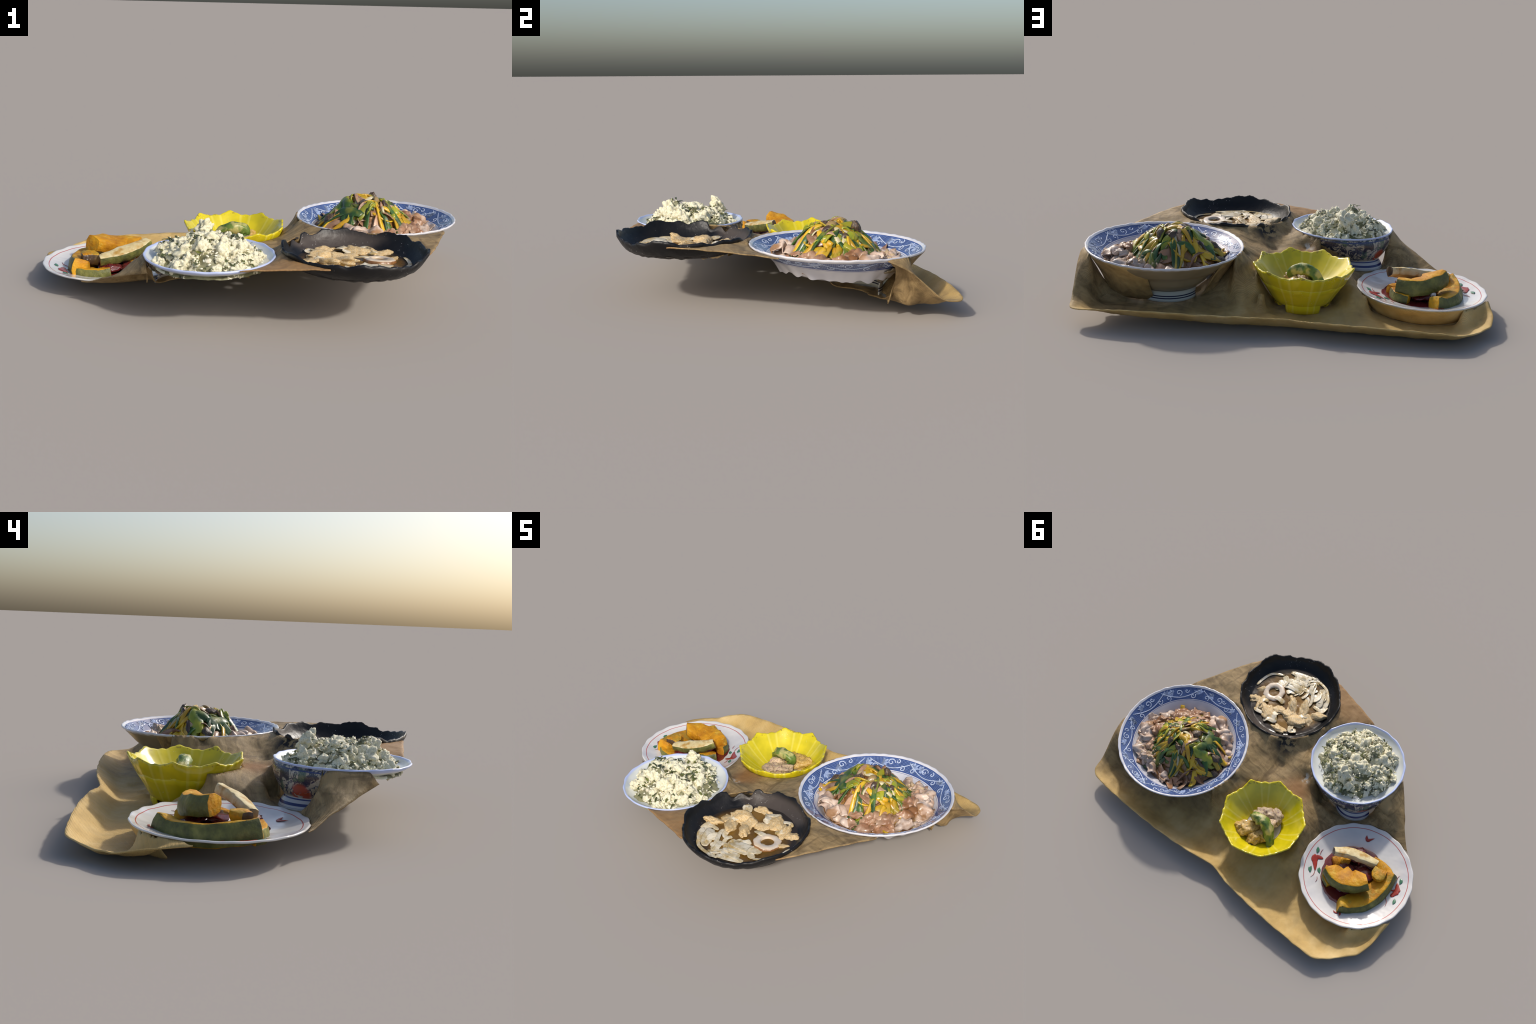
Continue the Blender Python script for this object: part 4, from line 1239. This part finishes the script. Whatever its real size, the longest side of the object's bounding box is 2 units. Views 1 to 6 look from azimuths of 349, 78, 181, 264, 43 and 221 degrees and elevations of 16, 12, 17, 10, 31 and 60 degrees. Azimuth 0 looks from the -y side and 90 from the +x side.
# ------------------------------------------------------------------ soup
def build_soup():
    root = thing("soup_bowl", SOUP, "dark lacquered bowl of soup with fried tofu and noodles", "bowl of soup")
    inner = [(0.225, 0.231), (0.240, 0.234), (0.254, 0.242), (0.268, 0.255), (0.283, 0.272), (0.293, 0.290), (0.297, 0.305), (0.301, 0.310), (0.308, 0.308)]
    outer = [(0.308, 0.294), (0.293, 0.268), (0.278, 0.252), (0.260, 0.238), (0.245, 0.230), (0.225, 0.227)]
    prof = inner + outer

    def ragged(a, r, z, i):
        d = math.degrees(a) % 360
        k = max(0.0, min(1.0, (r - 0.268) / 0.036))
        w = 0.016 * nz(math.cos(a), math.sin(a), 2, 3.2) + 0.017 * nz(math.cos(a), math.sin(a), 5, 5.5) + 0.005 * nz(math.cos(a), math.sin(a), 8, 22)
        low = 0.0
        for c, half, depth in ((138, 9, 0.040), (118, 14, 0.012), (298, 7, 0.010), (85, 30, 0.012)):
            e = abs((d - c + 180) % 360 - 180)
            low += depth * max(0.0, min(1.0, (half - e) / 5 + 1)) if e < half + 5 else 0.0
        z2 = z + k * (w - low)
        r2 = r + k * (0.5 * w - 0.35 * low)
        if i >= len(inner) + 2:
            z2 += 0.006 * nz(math.cos(a) * 8, math.sin(a) * 8, i)
        return (r2 * math.cos(a), r2 * math.sin(a), z2)

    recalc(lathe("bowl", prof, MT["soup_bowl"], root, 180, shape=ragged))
    ZB = 0.2375
    verts, faces = [(0, 0, ZB)], []
    AN, RN = 90, 20
    for i in range(1, RN + 1):
        for j in range(AN):
            a, r = 2 * PI * j / AN, 0.262 * i / RN
            x, y = r * math.cos(a), r * math.sin(a)
            verts.append((x, y, ZB + 0.0022 * nz(x, y, 0, 22) + (0.006 if i == RN else 0)))
    faces += [(0, 1 + j, 1 + (j + 1) % AN) for j in range(AN)]
    for i in range(RN - 1):
        for j in range(AN):
            a, b = 1 + i * AN + j, 1 + i * AN + (j + 1) % AN
            faces.append((a, a + AN, b + AN, b))
    solidify(mesh_obj("broth", verts, faces, MT["broth"], root), 0.004, -1)

    # ring of fish cake
    vo, fo, mi = [], [], []
    n = 48
    ring = [(0.033, 0.238), (0.033, 0.257), (0.037, 0.2605), (0.059, 0.2595), (0.0665, 0.256), (0.071, 0.246), (0.070, 0.236)]
    for j in range(n):
        a = 2 * PI * j / n
        k = 1 + 0.035 * math.sin(9 * a) + 0.03 * nz(math.cos(a), math.sin(a), 0, 3)
        for r, z in ring:
            rr = r * (k if r > 0.055 else 1)
            vo.append((0.121 + rr * math.cos(a), 0.014 + rr * math.sin(a), z - 0.0105 + 0.10 * rr * math.cos(a + 2)))
    m = len(ring)
    for j in range(n):
        for i in range(m - 1):
            b = (j + 1) % n
            fo.append((j * m + i, b * m + i, b * m + i + 1, j * m + i + 1))
            mi.append(1 if i >= 4 else 0)
    o = mesh_obj("fish_cake_ring", vo, fo, [MT["fish"], MT["fishskin"]], root, True, mi)
    recalc(o)

    # fried tofu pouches
    for x, y, z, s, sq, rz in ((0.060, 0.150, 0.248, 0.062, (0.75, 1.15, 0.34), 0.9), (-0.105, 0.092, 0.246, 0.068, (1.2, 0.72, 0.34), 0.2), (-0.112, 0.008, 0.247, 0.060, (0.55, 1.2, 0.36), 0.5),
                               (-0.035, 0.020, 0.246, 0.060, (0.5, 1.25, 0.36), 0.75), (-0.055, 0.070, 0.244, 0.055, (1.1, 0.8, 0.3), 2.0), (-0.200, -0.010, 0.246, 0.048, (1.2, 0.65, 0.40), 0.7),
                               (0.185, 0.120, 0.244, 0.044, (0.9, 0.8, 0.36), 0.2), (0.135, 0.125, 0.247, 0.052, (0.6, 1.1, 0.34), 0.4), (-0.070, 0.198, 0.243, 0.048, (1.1, 0.6, 0.34), 0.1),
                               (-0.165, 0.045, 0.245, 0.045, (0.8, 1.1, 0.33), 1.2), (0.02, 0.09, 0.240, 0.050, (1, 1, 0.3), 0.2), (0.192, 0.045, 0.242, 0.040, (0.6, 1.1, 0.3), 2.4)):
        inst("fried_tofu", blob_mesh("fried_tofu", x * 31 + y * 17, 0.42, 1.35, 4, sq, MT["tofu"]), root, (x, y, z - 0.010), (s * 0.92, s * 0.92, s * 0.95), (rnd.uniform(-0.3, 0.3), rnd.uniform(-0.3, 0.3), rz))

    def noodle(pts, w, thick=0.006, lift=0.003, tip=0.25, curl=0.10):
        w, thick = w * 1.5, thick * 0.42
        pts = [(p[0] + rnd.uniform(-0.006, 0.006), p[1] + rnd.uniform(-0.006, 0.006), *p[2:]) for p in pts]
        far = 0.222 if tip else 0.25
        pts = [(p[0] * min(1, far / math.hypot(p[0], p[1])), p[1] * min(1, far / math.hypot(p[0], p[1])), *p[2:]) for p in pts]
        q = interp([(x, y, ZB + lift + 0.8 * (p[0] if p else 0)) for x, y, *p in pts], 18)
        nr = [(tip, 0.3 * tip, 1)] * 18
        v, f = ribbon(q, nr, w, thick, curl)
        mesh_obj("white_noodle", v, f, MT["cabbage"], root)

    noodle([(0.150, -0.055), (0.105, -0.070), (0.04, -0.085, 0.006), (-0.02, -0.090)], 0.036, 0.012)
    noodle([(0.115, -0.110), (0.060, -0.115, 0.005), (0.0, -0.125)], 0.030, 0.010)
    noodle([(0.085, -0.130), (0.04, -0.145, 0.004), (-0.01, -0.140)], 0.022, 0.009)
    noodle([(-0.050, -0.190), (-0.075, -0.130, 0.008), (-0.100, -0.075, 0.006), (-0.112, -0.03)], 0.014, 0.008)
    noodle([(-0.09, -0.19), (-0.125, -0.150, 0.006), (-0.150, -0.110, 0.008), (-0.160, -0.07)], 0.030, 0.010)
    noodle([(-0.14, -0.19), (-0.175, -0.140, 0.005), (-0.190, -0.085)], 0.026, 0.010)
    noodle([(-0.100, -0.165), (-0.12, -0.12, 0.006), (-0.10, -0.085)], 0.022, 0.009)
    noodle([(-0.190, -0.10), (-0.198, -0.065, 0.004), (-0.185, -0.03)], 0.030, 0.010)
    noodle([(-0.200, -0.075), (-0.230, -0.092)], 0.020, 0.008)
    noodle([(0.238, 0.038), (0.238, -0.02), (0.215, -0.085), (0.155, -0.120)], 0.012, 0.006, 0.004, 0.0)
    noodle([(0.016, -0.222), (-0.05, -0.228), (-0.115, -0.205), (-0.16, -0.17)], 0.012, 0.006, 0.004, 0.0)
    noodle([(0.13, -0.165), (0.06, -0.200), (0.0, -0.215)], 0.020, 0.007, 0.004)
    noodle([(0.058, -0.032), (0.040, -0.050, 0.003), (0.016, -0.075)], 0.024, 0.008)
    noodle([(-0.035, -0.055), (-0.05, -0.085, 0.004), (-0.045, -0.12)], 0.014, 0.008)
    noodle([(-0.01, -0.16), (-0.03, -0.185, 0.006), (-0.055, -0.165, 0.004), (-0.045, -0.125)], 0.012, 0.007)
    noodle([(0.10, -0.16), (0.06, -0.17, 0.006), (0.03, -0.165)], 0.03, 0.009)
    noodle([(-0.06, -0.08), (-0.085, -0.06, 0.002), (-0.09, -0.03)], 0.018, 0.008)
    noodle([(-0.13, -0.10), (-0.145, -0.13, 0.004), (-0.13, -0.16)], 0.026, 0.012)
    for x, y, a in ((0.10, 0.09, 0.6), (0.0, 0.12, 1.4), (-0.12, 0.14, 2.2), (0.02, 0.05, -0.5), (-0.15, 0.02, 1.0), (0.14, 0.17, 2.6), (-0.02, 0.19, 0.2)):
        noodle([(x, y, 0.006), (x + 0.035 * math.cos(a), y + 0.035 * math.sin(a), 0.012), (x + 0.07 * math.cos(a + 0.5), y + 0.07 * math.sin(a + 0.5), 0.004)], rnd.uniform(0.016, 0.028), 0.009)
    for _ in range(16):
        x, y, a = rnd.uniform(-0.17, 0.11), rnd.uniform(-0.21, -0.06), rnd.uniform(0, 6.3)
        ln, b = rnd.uniform(0.03, 0.06), rnd.uniform(-0.8, 0.8)
        noodle([(x, y), (x + ln * math.cos(a), y + ln * math.sin(a), rnd.uniform(-0.002, 0.006)), (x + 1.9 * ln * math.cos(a + b), y + 1.9 * ln * math.sin(a + b), -0.002)], rnd.uniform(0.010, 0.026), 0.008)


build_soup()
